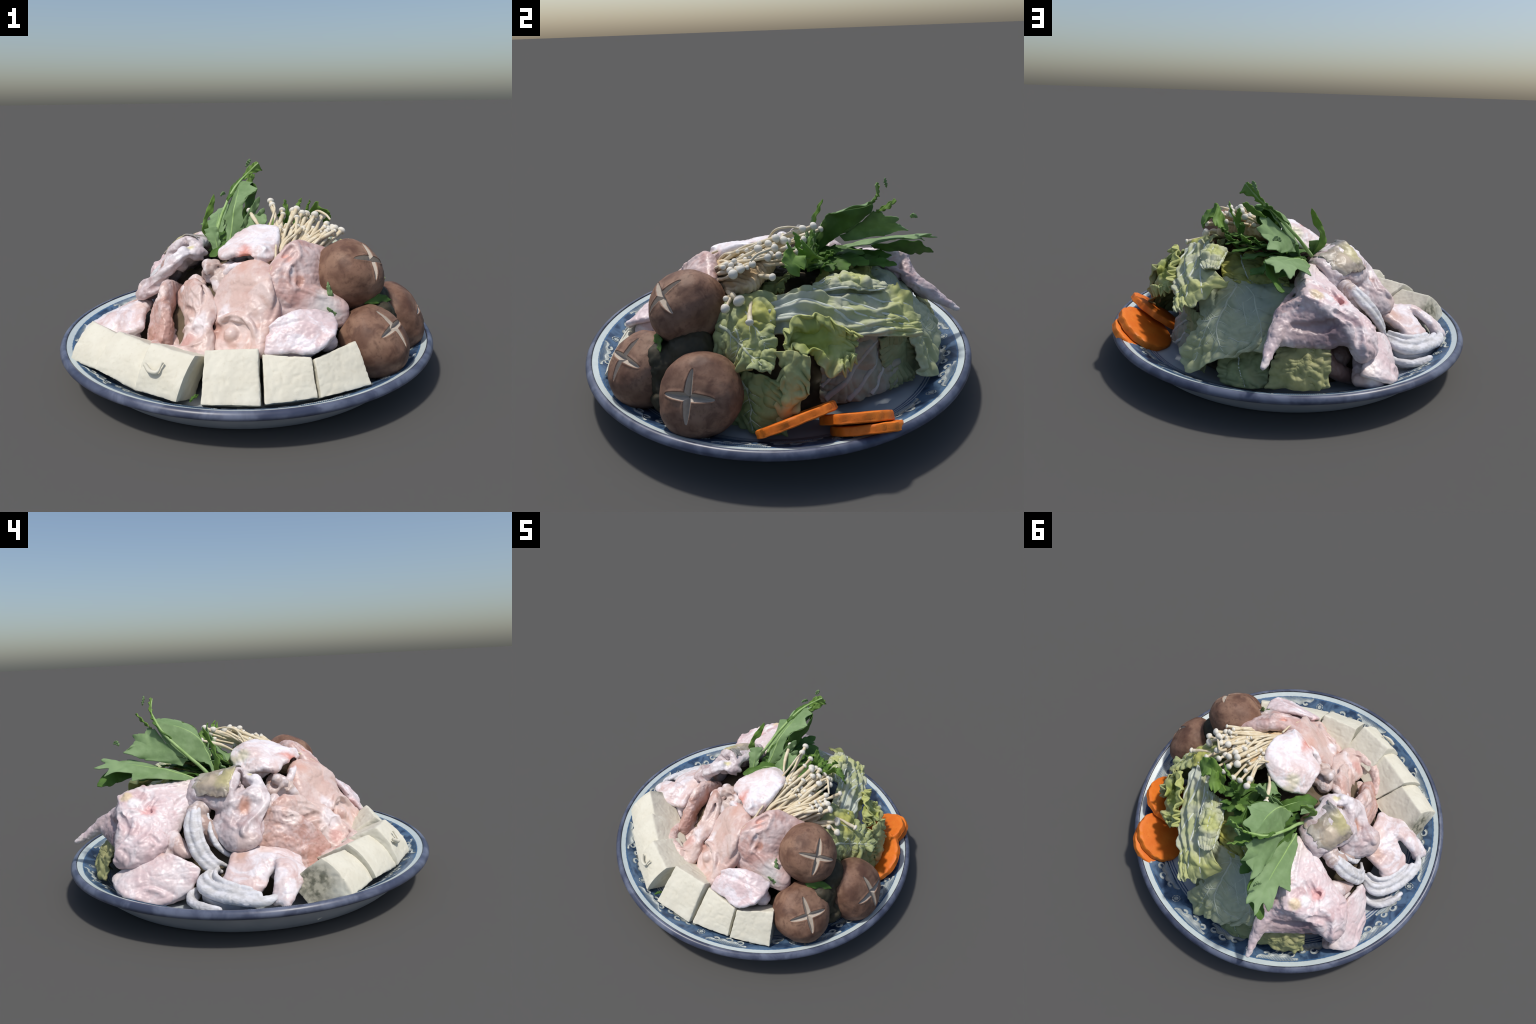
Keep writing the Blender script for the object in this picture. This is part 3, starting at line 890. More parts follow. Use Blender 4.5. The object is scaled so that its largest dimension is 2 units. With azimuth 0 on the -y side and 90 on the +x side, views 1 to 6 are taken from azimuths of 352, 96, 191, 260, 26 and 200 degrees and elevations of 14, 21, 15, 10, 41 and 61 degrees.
s.ridge(0.01, [(-0.288, -0.349, 0.387), (-0.294, -0.37, 0.358), (-0.329, -0.352, 0.324), (-0.363, -0.246, 0.239)], [(-0.313, -0.309, 0.38), (-0.298, -0.386, 0.338), (-0.345, -0.349, 0.28)], [(-0.283, -0.168, 0.493), (-0.263, -0.242, 0.481), (-0.229, -0.313, 0.427), (-0.236, -0.4, 0.385), (-0.254, -0.439, 0.34), (-0.26, -0.488, 0.298), (-0.394, -0.5, 0.27)])
s.crease(0.012, [(-0.316, -0.217, 0.453), (-0.292, -0.292, 0.438), (-0.277, -0.352, 0.399), (-0.305, -0.36, 0.366)])
s.crease(0.018, [(-0.339, -0.216, 0.364), (-0.314, -0.326, 0.383), (-0.316, -0.363, 0.349)], [(-0.331, -0.38, 0.313), (-0.3, -0.41, 0.299)])
s.crease(0.016, [(-0.322, -0.236, 0.43), (-0.314, -0.281, 0.411)], [(-0.334, -0.326, 0.337), (-0.319, -0.371, 0.338)], [(-0.347, -0.369, 0.292), (-0.351, -0.376, 0.28)])
fish("fish_flap", s, ((0.67, 0.55, 0.51), (0.60, 0.43, 0.38), [((-0.35, -0.42, 0.27), 0.055, (0.55, 0.30, 0.26)), ((-0.40, -0.26, 0.33), 0.05, (0.42, 0.29, 0.25)), ((-0.40, -0.49, 0.22), 0.08, (0.74, 0.58, 0.52)), ((-0.27, -0.40, 0.35), 0.07, WHITE)], dict(amount=0.3, pale=(0.72, 0.64, 0.62))),
     "folded pink fish flap with a rolled edge", seed=5, wrinkle=0.005)

# ridged slab on the left
s = Soft()
s.sheet([[(-0.375, -0.0, 0.31), (-0.415, -0.10, 0.35), (-0.430, -0.18, 0.31), (-0.420, -0.25, 0.25), (-0.435, -0.30, 0.19)],
         [(-0.365, 0.02, 0.405), (-0.425, -0.08, 0.460), (-0.452, -0.16, 0.418), (-0.437, -0.26, 0.330), (-0.452, -0.315, 0.245)],
         [(-0.425, 0.05, 0.34), (-0.465, -0.06, 0.37), (-0.485, -0.15, 0.325), (-0.48, -0.24, 0.25), (-0.475, -0.31, 0.19)],
         [(-0.49, 0.03, 0.26), (-0.505, -0.06, 0.24), (-0.52, -0.15, 0.20), (-0.515, -0.23, 0.165), (-0.49, -0.30, 0.14)]], 0.027)
s.ball((-0.45, -0.08, 0.33), 0.06).ball((-0.49, -0.18, 0.25), 0.05)
s.ridge(0.011, [(-0.446, -0.092, 0.468), (-0.442, -0.172, 0.433), (-0.457, -0.236, 0.379), (-0.445, -0.301, 0.307), (-0.46, -0.337, 0.251)])
s.ridge(0.01, [(-0.398, -0.003, 0.439), (-0.449, -0.064, 0.462), (-0.46, -0.13, 0.454), (-0.448, -0.197, 0.415), (-0.459, -0.242, 0.369), (-0.472, -0.324, 0.255)])
s.crease(0.006, [(-0.468, -0.028, 0.391), (-0.473, -0.048, 0.406), (-0.486, -0.098, 0.389)], [(-0.471, -0.087, 0.439), (-0.48, -0.117, 0.422), (-0.473, -0.161, 0.428), (-0.481, -0.19, 0.394)], [(-0.508, -0.115, 0.344), (-0.514, -0.138, 0.331), (-0.523, -0.118, 0.307)], [(-0.485, -0.196, 0.37), (-0.48, -0.223, 0.357)], [(-0.511, -0.065, 0.333), (-0.508, -0.091, 0.346), (-0.499, -0.126, 0.373)], [(-0.409, -0.145, 0.399), (-0.393, -0.129, 0.337), (-0.412, -0.262, 0.346)], [(-0.422, -0.289, 0.327), (-0.396, -0.258, 0.273)])
fish("fish_slab", s, ((0.60, 0.42, 0.37), (0.52, 0.33, 0.28), [((-0.47, -0.15, 0.43), 0.055, (0.74, 0.62, 0.58)), ((-0.40, -0.20, 0.30), 0.07, (0.46, 0.24, 0.18)), ((-0.57, -0.12, 0.2), 0.08, (0.66, 0.48, 0.45))], dict(amount=0.25)),
     "rough pink slab of fish with a ridged top", seed=6, wrinkle=0.007, fine=0.003)

# pocketed piece by the mushrooms
s = Soft()
s.sheet([[(0.10, -0.37, 0.59), (0.16, -0.34, 0.65), (0.22, -0.30, 0.682), (0.30, -0.275, 0.650), (0.37, -0.26, 0.625)],
         [(0.085, -0.43, 0.56), (0.155, -0.40, 0.605), (0.235, -0.37, 0.625), (0.31, -0.34, 0.60), (0.36, -0.32, 0.55)],
         [(0.09, -0.475, 0.475), (0.16, -0.465, 0.505), (0.24, -0.44, 0.50), (0.30, -0.41, 0.48), (0.345, -0.38, 0.45)],
         [(0.095, -0.49, 0.41), (0.165, -0.485, 0.45), (0.235, -0.475, 0.49), (0.32, -0.485, 0.465), (0.385, -0.49, 0.435)],
         [(0.11, -0.49, 0.35), (0.19, -0.51, 0.37), (0.27, -0.52, 0.385), (0.33, -0.52, 0.375), (0.39, -0.51, 0.37)]], 0.040)
s.tube([(0.085, -0.425, 0.58, 0.018), (0.15, -0.40, 0.625, 0.02), (0.19, -0.405, 0.60, 0.022), (0.165, -0.47, 0.55, 0.024), (0.15, -0.50, 0.48, 0.02)])
s.ball((0.2, -0.38, 0.52), 0.09).ball((0.28, -0.42, 0.42), 0.08).ball((0.15, -0.42, 0.43), 0.07)
s.tube([(0.14, -0.375, 0.655, 0.014), (0.185, -0.345, 0.69, 0.016)], cut=True)
s.tube([(0.205, -0.45, 0.605, 0.016), (0.20, -0.475, 0.55, 0.018)], cut=True)
s.ridge(0.014, [(0.213, -0.347, 0.696), (0.211, -0.394, 0.655), (0.165, -0.432, 0.62), (0.149, -0.48, 0.554)])
s.ridge(0.012, [(0.093, -0.443, 0.601), (0.152, -0.406, 0.646), (0.211, -0.361, 0.686)], [(0.151, -0.488, 0.548), (0.225, -0.496, 0.518), (0.281, -0.512, 0.493), (0.358, -0.507, 0.478)])
s.crease(0.016, [(0.176, -0.441, 0.621), (0.168, -0.464, 0.588), (0.161, -0.493, 0.556)])
s.crease(0.012, [(0.177, -0.494, 0.55), (0.244, -0.487, 0.534), (0.298, -0.493, 0.51)], [(0.116, -0.435, 0.627), (0.162, -0.407, 0.654), (0.198, -0.383, 0.679)])
s.crease(0.01, [(0.086, -0.509, 0.506), (0.105, -0.523, 0.454), (0.157, -0.526, 0.444)])
fish("fish_chunk", s, ((0.64, 0.50, 0.48), (0.56, 0.40, 0.37), [((0.15, -0.375, 0.63), 0.045, (0.70, 0.36, 0.29)), ((0.28, -0.37, 0.56), 0.08, (0.52, 0.36, 0.34)), ((0.15, -0.42, 0.60), 0.04, WHITE), ((0.31, -0.51, 0.43), 0.09, (0.60, 0.56, 0.54)), ((0.2, -0.46, 0.56), 0.03, (0.4, 0.2, 0.15))], dict(amount=0.3, pale=(0.72, 0.64, 0.63))),
     "pale fish piece with a folded pocket", seed=7, wrinkle=0.006)

# white wedge lying on the tofu
s = Soft()
s.sheet([[(0.035, -0.620, 0.378), (0.135, -0.590, 0.440), (0.24, -0.575, 0.440), (0.328, -0.578, 0.415)],
         [(0.015, -0.655, 0.340), (0.14, -0.650, 0.392), (0.24, -0.645, 0.408), (0.322, -0.645, 0.400)],
         [(0.010, -0.682, 0.300), (0.11, -0.705, 0.312), (0.206, -0.732, 0.318), (0.300, -0.705, 0.372)]], 0.016)
s.sheet([[(0.05, -0.59, 0.33), (0.15, -0.57, 0.37), (0.29, -0.56, 0.37)], [(0.05, -0.635, 0.30), (0.15, -0.64, 0.32), (0.28, -0.62, 0.35)], [(0.07, -0.64, 0.28), (0.17, -0.655, 0.28), (0.27, -0.65, 0.32)]], 0.034)
s.ball((0.30, -0.60, 0.30), 0.05)
s.ridge(0.009, [(0.155, -0.6, 0.446), (0.241, -0.599, 0.445), (0.333, -0.576, 0.43)], [(0.022, -0.617, 0.393), (0.085, -0.6, 0.427), (0.155, -0.601, 0.445)])
s.crease(0.005, [(0.023, -0.619, 0.388), (0.085, -0.632, 0.406), (0.168, -0.638, 0.425)], [(0.062, -0.62, 0.412), (0.087, -0.624, 0.416)])
s.crease(0.018, [(0.015, -0.621, 0.38), (0.024, -0.64, 0.38)])
fish("fish_wedge", s, ((0.74, 0.68, 0.71), (0.70, 0.60, 0.63), [((0.02, -0.63, 0.33), 0.05, (0.68, 0.46, 0.45)), ((0.24, -0.60, 0.27), 0.045, (0.30, 0.25, 0.25)), ((0.33, -0.56, 0.29), 0.055, (0.28, 0.22, 0.21))], dict(pale=(0.80, 0.77, 0.81))),
     "white wedge of fish with darker underside", seed=8, wrinkle=0.005)

# skin-on piece with a knob, a torn hole and a hanging flap
s = Soft()
s.sheet([[(-0.17, 0.25, 0.58), (-0.21, 0.31, 0.595), (-0.26, 0.33, 0.56), (-0.28, 0.335, 0.50)],
         [(-0.20, 0.18, 0.61), (-0.26, 0.23, 0.615), (-0.32, 0.26, 0.575), (-0.35, 0.27, 0.505)],
         [(-0.24, 0.11, 0.63), (-0.31, 0.15, 0.635), (-0.38, 0.19, 0.57), (-0.41, 0.20, 0.50)],
         [(-0.25, 0.06, 0.62), (-0.315, 0.10, 0.648), (-0.39, 0.14, 0.58), (-0.43, 0.16, 0.52)]], 0.027)
s.ball((-0.338, 0.012, 0.60), 0.038).ball((-0.372, 0.0, 0.585), 0.028).ball((-0.27, 0.03, 0.59), 0.042)
s.tube([(-0.30, 0.03, 0.60, 0.03), (-0.25, 0.035, 0.60, 0.026), (-0.215, 0.045, 0.585, 0.014)])
s.sheet([[(-0.37, 0.0, 0.565), (-0.40, 0.06, 0.55), (-0.42, 0.13, 0.51), (-0.40, 0.20, 0.46)],
         [(-0.43, 0.005, 0.50), (-0.445, 0.08, 0.475), (-0.46, 0.15, 0.44), (-0.43, 0.22, 0.41)],
         [(-0.48, 0.03, 0.42), (-0.51, 0.08, 0.41), (-0.515, 0.15, 0.385), (-0.485, 0.21, 0.37)],
         [(-0.565, 0.065, 0.365), (-0.575, 0.10, 0.35), (-0.56, 0.14, 0.34), (-0.52, 0.18, 0.335)]], 0.036)
s.ball((-0.32, 0.14, 0.56), 0.07).ball((-0.30, 0.22, 0.54), 0.07).ball((-0.36, 0.08, 0.52), 0.05)
s.tube([(-0.470, 0.025, 0.525, 0.022), (-0.480, 0.075, 0.515, 0.034), (-0.497, 0.12, 0.490, 0.036), (-0.530, 0.165, 0.450, 0.026)], cut=True)
s.ridge(0.013, [(-0.583, 0.044, 0.364), (-0.566, 0.126, 0.407), (-0.443, -0.023, 0.51), (-0.334, -0.016, 0.593), (-0.275, -0.003, 0.595), (-0.234, 0.025, 0.559)])
s.ridge(0.012, [(-0.293, 0.061, 0.615), (-0.358, 0.028, 0.612), (-0.34, -0.015, 0.611)], [(-0.431, 0.039, 0.55), (-0.473, 0.033, 0.485), (-0.505, 0.047, 0.451), (-0.545, 0.088, 0.412)], [(-0.428, 0.213, 0.47), (-0.53, 0.154, 0.416), (-0.514, 0.08, 0.446)])
s.ridge(0.01, [(-0.432, 0.163, 0.553), (-0.39, 0.143, 0.615), (-0.321, 0.108, 0.667)], [(-0.29, 0.348, 0.539), (-0.372, 0.272, 0.518), (-0.414, 0.208, 0.537)], [(-0.233, 0.341, 0.584), (-0.323, 0.316, 0.546), (-0.396, 0.236, 0.528), (-0.451, 0.164, 0.5)])
s.crease(0.018, [(-0.531, 0.013, 0.401), (-0.415, -0.001, 0.46), (-0.303, 0.207, 0.471)])
s.crease(0.01, [(-0.329, 0.093, 0.663), (-0.283, 0.078, 0.601), (-0.424, 0.129, 0.57)], [(-0.312, 0.345, 0.505), (-0.352, 0.286, 0.48), (-0.431, 0.217, 0.473)], [(-0.289, 0.357, 0.539), (-0.368, 0.29, 0.509), (-0.44, 0.222, 0.461)], [(-0.475, 0.088, 0.47), (-0.503, 0.148, 0.444), (-0.537, 0.146, 0.423)])
s.crease(0.012, [(-0.438, 0.08, 0.558), (-0.457, 0.103, 0.521), (-0.475, 0.142, 0.482)])
fo = fish("fish_collar", s, ((0.60, 0.55, 0.57), (0.54, 0.47, 0.49), [((-0.43, 0.10, 0.49), 0.06, (0.48, 0.22, 0.14)), ((-0.35, 0.0, 0.61), 0.08, (0.76, 0.72, 0.74)), ((-0.58, 0.11, 0.35), 0.07, (0.52, 0.40, 0.37)), ((-0.30, 0.02, 0.64), 0.03, (0.62, 0.56, 0.25)), ((-0.47, 0.02, 0.48), 0.06, (0.70, 0.62, 0.62))]),
          "grey fish collar with a dark skin cap and torn hole", seed=9, wrinkle=0.006)
sk = A([[(-0.165, 0.24, 0.602), (-0.205, 0.30, 0.622), (-0.262, 0.335, 0.590), (-0.295, 0.352, 0.530)],
        [(-0.20, 0.175, 0.634), (-0.262, 0.228, 0.643), (-0.330, 0.265, 0.602), (-0.368, 0.282, 0.540)],
        [(-0.24, 0.11, 0.657), (-0.312, 0.148, 0.664), (-0.392, 0.192, 0.598), (-0.428, 0.215, 0.545)],
        [(-0.255, 0.065, 0.652), (-0.320, 0.10, 0.680), (-0.402, 0.142, 0.606), (-0.440, 0.170, 0.552)]])
V, F, P, N = leaf_sheet(sk, 0.010, 80, 0.003, 3, 0.005, 14, 0.10, 21)
so = obj("fish_skin", V, F, flesh_mat("olive_fish_skin", (0.30, 0.275, 0.235), (0.44, 0.40, 0.30), [((-0.36, 0.15, 0.62), 0.085, (0.50, 0.45, 0.22)), ((-0.28, 0.09, 0.66), 0.06, (0.24, 0.23, 0.22)), ((-0.33, 0.25, 0.62), 0.05, (0.52, 0.43, 0.32))],
         A([(V[:, 0].min() + V[:, 0].max()) / 2, (V[:, 1].min() + V[:, 1].max()) / 2, V[:, 2].min()]), pale=(0.46, 0.43, 0.37), amount=0.5), fo)
gill_mat = simple_mat("pale_gill", (0.50, 0.49, 0.49), (0.66, 0.66, 0.69), 14, 0.5, 0.3, 60, stretch=(1, 1, 3))


def ribbon(pts, width, thick, up, seed=0, n=60):
    p = crom(A(pts, float), np.linspace(0, 1, n))
    w = width * (0.55 + 0.45 * np.sin(np.linspace(0.15, 2.95, n))) / 2
    V, F = pipe(p, w, 20, thick / width, up, True, 0.003, seed)
    return V, F


def gill(name, strips, web, parent, seed):
    """Curved strips grown together along a thin web, with grooves left between them."""
    s = Soft(0.0045)
    for pts, r in strips:
        p = crom(A(pts, float), np.linspace(0, 1, 24))
        w = r * (0.55 + 0.45 * np.sin(np.linspace(0.2, 2.9, 24)))
        w = w * (1 + 0.18 * noise(p, 16, seed))
        s.tube(np.concatenate([p, w[:, None]], 1))
    for rows, r in web:
        s.sheet(rows, r)
    V, F = s.mesh(blur=1, wrinkle=0.003, freq=14, fine=0.0015, seed=seed, relax=1)
    return obj(name, V, F, gill_mat, parent)


gill("gill_arch", [
    ([(-0.375, 0.350, 0.495), (-0.43, 0.375, 0.445), (-0.50, 0.378, 0.375), (-0.545, 0.355, 0.305), (-0.563, 0.300, 0.240), (-0.545, 0.24, 0.210)], 0.020),
    ([(-0.385, 0.335, 0.50), (-0.445, 0.350, 0.455), (-0.518, 0.348, 0.375), (-0.555, 0.318, 0.295), (-0.560, 0.255, 0.230)], 0.020),
    ([(-0.40, 0.315, 0.495), (-0.462, 0.325, 0.440), (-0.525, 0.315, 0.360), (-0.548, 0.270, 0.278), (-0.535, 0.21, 0.235)], 0.016)],
    [([[(-0.38, 0.35, 0.47), (-0.48, 0.365, 0.39), (-0.545, 0.34, 0.29)], [(-0.39, 0.32, 0.47), (-0.49, 0.33, 0.39), (-0.545, 0.29, 0.28)]], 0.012)], fo, 101)
gill("gill_arch", [
    ([(-0.39, 0.270, 0.462), (-0.452, 0.272, 0.405), (-0.495, 0.255, 0.345), (-0.515, 0.20, 0.285), (-0.505, 0.15, 0.27)], 0.017),
    ([(-0.40, 0.225, 0.45), (-0.445, 0.225, 0.40), (-0.478, 0.205, 0.35), (-0.490, 0.16, 0.31)], 0.014),
    ([(-0.40, 0.25, 0.43), (-0.45, 0.25, 0.37), (-0.48, 0.22, 0.32), (-0.49, 0.17, 0.28)], 0.014)], [], fo, 102)
s = Soft()
s.ball((-0.375, 0.335, 0.475), 0.045).ball((-0.345, 0.30, 0.48), 0.05).ball((-0.40, 0.30, 0.40), 0.06).ball((-0.43, 0.24, 0.36), 0.06).ball((-0.44, 0.16, 0.36), 0.05)
fish("gill_root", s, ((0.50, 0.43, 0.40), (0.40, 0.30, 0.26), []), "", parent=fo, seed=10)

# white fin piece on the rim with curved gill strips under it
s = Soft()
s.sheet([[(-0.535, 0.12, 0.29), (-0.555, 0.04, 0.292), (-0.570, -0.05, 0.285), (-0.580, -0.13, 0.245)],
         [(-0.565, 0.165, 0.295), (-0.60, 0.06, 0.295), (-0.625, -0.03, 0.275), (-0.625, -0.12, 0.225)],
         [(-0.635, 0.19, 0.262), (-0.65, 0.09, 0.275), (-0.660, 0.0, 0.285), (-0.655, -0.10, 0.235)],
         [(-0.69, 0.23, 0.215), (-0.72, 0.155, 0.225), (-0.73, 0.095, 0.232), (-0.70, 0.035, 0.25)],
         [(-0.71, 0.25, 0.188), (-0.755, 0.19, 0.182), (-0.782, 0.14, 0.182), (-0.765, 0.10, 0.19)]], 0.026)
s.sheet([[(-0.640, 0.0, 0.282), (-0.648, -0.06, 0.265), (-0.640, -0.13, 0.222)],
         [(-0.705, -0.015, 0.280), (-0.715, -0.065, 0.268), (-0.715, -0.125, 0.220)],
         [(-0.770, 0.0, 0.250), (-0.785, -0.035, 0.240), (-0.790, -0.075, 0.205)],
         [(-0.825, 0.02, 0.205), (-0.845, -0.008, 0.205), (-0.855, -0.030, 0.180)],
         [(-0.845, 0.035, 0.158), (-0.875, 0.014, 0.165), (-0.888, 0.002, 0.155)]], 0.024)
s.ball((-0.62, 0.08, 0.235), 0.055).ball((-0.62, -0.03, 0.215), 0.055).ball((-0.62, -0.10, 0.17), 0.045).ball((-0.60, -0.16, 0.14), 0.04)
s.ridge(0.01, [(-0.561, 0.136, 0.315), (-0.554, 0.051, 0.314), (-0.598, -0.026, 0.304), (-0.595, -0.143, 0.254)], [(-0.706, 0.242, 0.229), (-0.76, 0.164, 0.219), (-0.778, 0.085, 0.203), (-0.737, 0.051, 0.218)])
s.crease(0.007, [(-0.609, -0.025, 0.307), (-0.689, 0.005, 0.3)], [(-0.64, 0.181, 0.288), (-0.688, 0.08, 0.293), (-0.727, 0.039, 0.265)])
s.crease(0.01, [(-0.581, 0.091, 0.197), (-0.659, 0.24, 0.242), (-0.715, 0.245, 0.228)])
f9 = fish("fish_fin_piece", s, ((0.74, 0.67, 0.68), (0.69, 0.58, 0.57), [((-0.60, 0.16, 0.28), 0.06, (0.52, 0.32, 0.25)), ((-0.59, 0.02, 0.34), 0.06, (0.70, 0.54, 0.49))], dict(pale=(0.79, 0.76, 0.79))),
          "white fish piece with an arm and curved gill strips", seed=11, wrinkle=0.005)
gill("gill_arch", [
    ([(-0.580, 0.275, 0.222), (-0.600, 0.328, 0.215), (-0.660, 0.345, 0.192), (-0.735, 0.308, 0.176), (-0.80, 0.238, 0.172), (-0.850, 0.155, 0.168), (-0.870, 0.085, 0.172), (-0.862, 0.045, 0.182)], 0.026),
    ([(-0.585, 0.300, 0.235), (-0.628, 0.322, 0.228), (-0.690, 0.305, 0.208), (-0.755, 0.245, 0.196), (-0.808, 0.178, 0.190), (-0.838, 0.11, 0.192)], 0.022),
    ([(-0.595, 0.265, 0.245), (-0.645, 0.280, 0.238), (-0.700, 0.258, 0.222), (-0.752, 0.20, 0.208), (-0.792, 0.14, 0.204)], 0.018)],
    [([[(-0.60, 0.31, 0.21), (-0.70, 0.31, 0.185), (-0.79, 0.22, 0.175), (-0.845, 0.12, 0.172)], [(-0.61, 0.28, 0.225), (-0.69, 0.27, 0.205), (-0.76, 0.19, 0.19), (-0.80, 0.12, 0.19)]], 0.012)], f9, 103)
gill("gill_arch", [([(-0.590, 0.365, 0.155), (-0.640, 0.402, 0.146), (-0.715, 0.395, 0.137), (-0.775, 0.348, 0.134), (-0.815, 0.29, 0.135)], 0.021), ([(-0.60, 0.36, 0.13), (-0.65, 0.385, 0.125), (-0.71, 0.375, 0.12), (-0.77, 0.325, 0.12)], 0.02)], [], f9, 104)
V, F = leaf_sheet([[(-0.58, 0.30, 0.20), (-0.64, 0.345, 0.185), (-0.73, 0.315, 0.16), (-0.80, 0.245, 0.155), (-0.86, 0.13, 0.155)], [(-0.59, 0.30, 0.13), (-0.64, 0.335, 0.115), (-0.72, 0.31, 0.10), (-0.79, 0.24, 0.105), (-0.845, 0.13, 0.125)]], 0.012, 60, 0, 5, 0.002, 20, 0.02, 5)[:2]
obj("gill_arch", V, F, simple_mat("grey_gill", (0.26, 0.28, 0.32), (0.36, 0.38, 0.42), 12, 0.5), f9)

# big wing piece at the back with a hollow and a pointed spike
s = Soft()
s.sheet([[(-0.165, 0.335, 0.552), (-0.165, 0.46, 0.545), (-0.185, 0.58, 0.54), (-0.21, 0.66, 0.525)],
         [(-0.265, 0.39, 0.485), (-0.28, 0.48, 0.495), (-0.30, 0.59, 0.485), (-0.295, 0.675, 0.482)],
         [(-0.345, 0.45, 0.415), (-0.39, 0.52, 0.42), (-0.405, 0.60, 0.41), (-0.370, 0.675, 0.425)],
         [(-0.40, 0.49, 0.36), (-0.465, 0.53, 0.365), (-0.485, 0.615, 0.345), (-0.45, 0.69, 0.34)],
         [(-0.43, 0.53, 0.315), (-0.48, 0.575, 0.315), (-0.500, 0.64, 0.305), (-0.48, 0.695, 0.30)]], 0.050)
s.sheet([[(-0.25, 0.665, 0.53), (-0.19, 0.68, 0.515), (-0.14, 0.685, 0.49), (-0.10, 0.69, 0.46)],
         [(-0.34, 0.675, 0.445), (-0.28, 0.70, 0.43), (-0.18, 0.72, 0.43), (-0.10, 0.735, 0.42)],
         [(-0.41, 0.70, 0.37), (-0.32, 0.72, 0.35), (-0.22, 0.75, 0.355), (-0.11, 0.79, 0.37)]], 0.036)
s.tube([(-0.12, 0.72, 0.44, 0.045), (-0.095, 0.79, 0.395, 0.042), (-0.082, 0.86, 0.350, 0.030), (-0.074, 0.925, 0.312, 0.021), (-0.068, 0.958, 0.295, 0.011)])
s.tube([(-0.43, 0.68, 0.36, 0.04), (-0.478, 0.705, 0.322, 0.033), (-0.498, 0.722, 0.300, 0.020)])
s.tube([(-0.20, 0.66, 0.55, 0.020), (-0.245, 0.655, 0.548, 0.024), (-0.295, 0.63, 0.525, 0.020), (-0.33, 0.60, 0.50, 0.014)])
s.tube([(-0.195, 0.60, 0.575, 0.015), (-0.24, 0.60, 0.55, 0.018), (-0.26, 0.64, 0.54, 0.016)])
s.tube([(-0.36, 0.685, 0.465, 0.016), (-0.42, 0.705, 0.385, 0.016), (-0.46, 0.72, 0.33, 0.016)])
s.ball((-0.26, 0.56, 0.44), 0.08).ball((-0.38, 0.58, 0.36), 0.07).ball((-0.18, 0.62, 0.46), 0.07)
s.tube([(-0.30, 0.60, 0.555, 0.016), (-0.345, 0.575, 0.51, 0.018), (-0.36, 0.545, 0.475, 0.012)], cut=True)
s.ball((-0.275, 0.79, 0.43), 0.052, cut=True).ball((-0.35, 0.78, 0.385), 0.045, cut=True).ball((-0.205, 0.80, 0.43), 0.034, cut=True)
PUR = (0.24, 0.165, 0.18)
s.ridge(0.013, [(-0.206, 0.706, 0.552), (-0.326, 0.686, 0.505), (-0.405, 0.695, 0.445), (-0.468, 0.669, 0.394)], [(-0.206, 0.706, 0.552), (-0.24, 0.637, 0.56), (-0.254, 0.609, 0.551)], [(-0.179, 0.577, 0.594), (-0.224, 0.563, 0.571), (-0.287, 0.591, 0.537), (-0.334, 0.631, 0.506)], [(-0.218, 0.553, 0.573), (-0.202, 0.465, 0.576), (-0.19, 0.338, 0.59)])
s.ridge(0.012, [(-0.515, 0.715, 0.321), (-0.498, 0.685, 0.357), (-0.507, 0.648, 0.372)], [(-0.396, 0.606, 0.471), (-0.429, 0.554, 0.447), (-0.477, 0.567, 0.413), (-0.511, 0.612, 0.39)], [(-0.13, 0.542, 0.53), (-0.086, 0.695, 0.481), (-0.069, 0.72, 0.441), (-0.068, 0.835, 0.394)])
s.ridge(0.014, [(-0.227, 0.673, 0.562), (-0.309, 0.647, 0.521), (-0.406, 0.631, 0.466), (-0.457, 0.642, 0.419), (-0.483, 0.71, 0.36), (-0.499, 0.735, 0.308)])
s.crease(0.013, [(-0.371, 0.647, 0.489), (-0.359, 0.604, 0.506), (-0.311, 0.574, 0.53), (-0.271, 0.542, 0.553)])
s.crease(0.02, [(-0.319, 0.416, 0.517), (-0.278, 0.367, 0.539)])
s.crease(0.01, [(-0.506, 0.697, 0.355), (-0.535, 0.672, 0.333), (-0.543, 0.679, 0.303)], [(-0.488, 0.558, 0.41), (-0.52, 0.534, 0.378), (-0.538, 0.564, 0.349)], [(-0.292, 0.519, 0.543), (-0.334, 0.56, 0.507), (-0.374, 0.614, 0.491)])
s.crease(0.024, [(-0.169, 0.771, 0.43), (-0.233, 0.759, 0.425), (-0.313, 0.734, 0.429), (-0.345, 0.726, 0.447)])
s.crease(0.016, [(-0.346, 0.706, 0.491), (-0.426, 0.673, 0.442), (-0.458, 0.701, 0.401), (-0.459, 0.743, 0.347)])
s.crease(0.006, [(-0.126, 0.674, 0.517), (-0.201, 0.721, 0.505), (-0.271, 0.719, 0.512)], [(-0.091, 0.784, 0.443), (-0.143, 0.755, 0.456)], [(-0.119, 0.844, 0.382), (-0.174, 0.791, 0.39)])
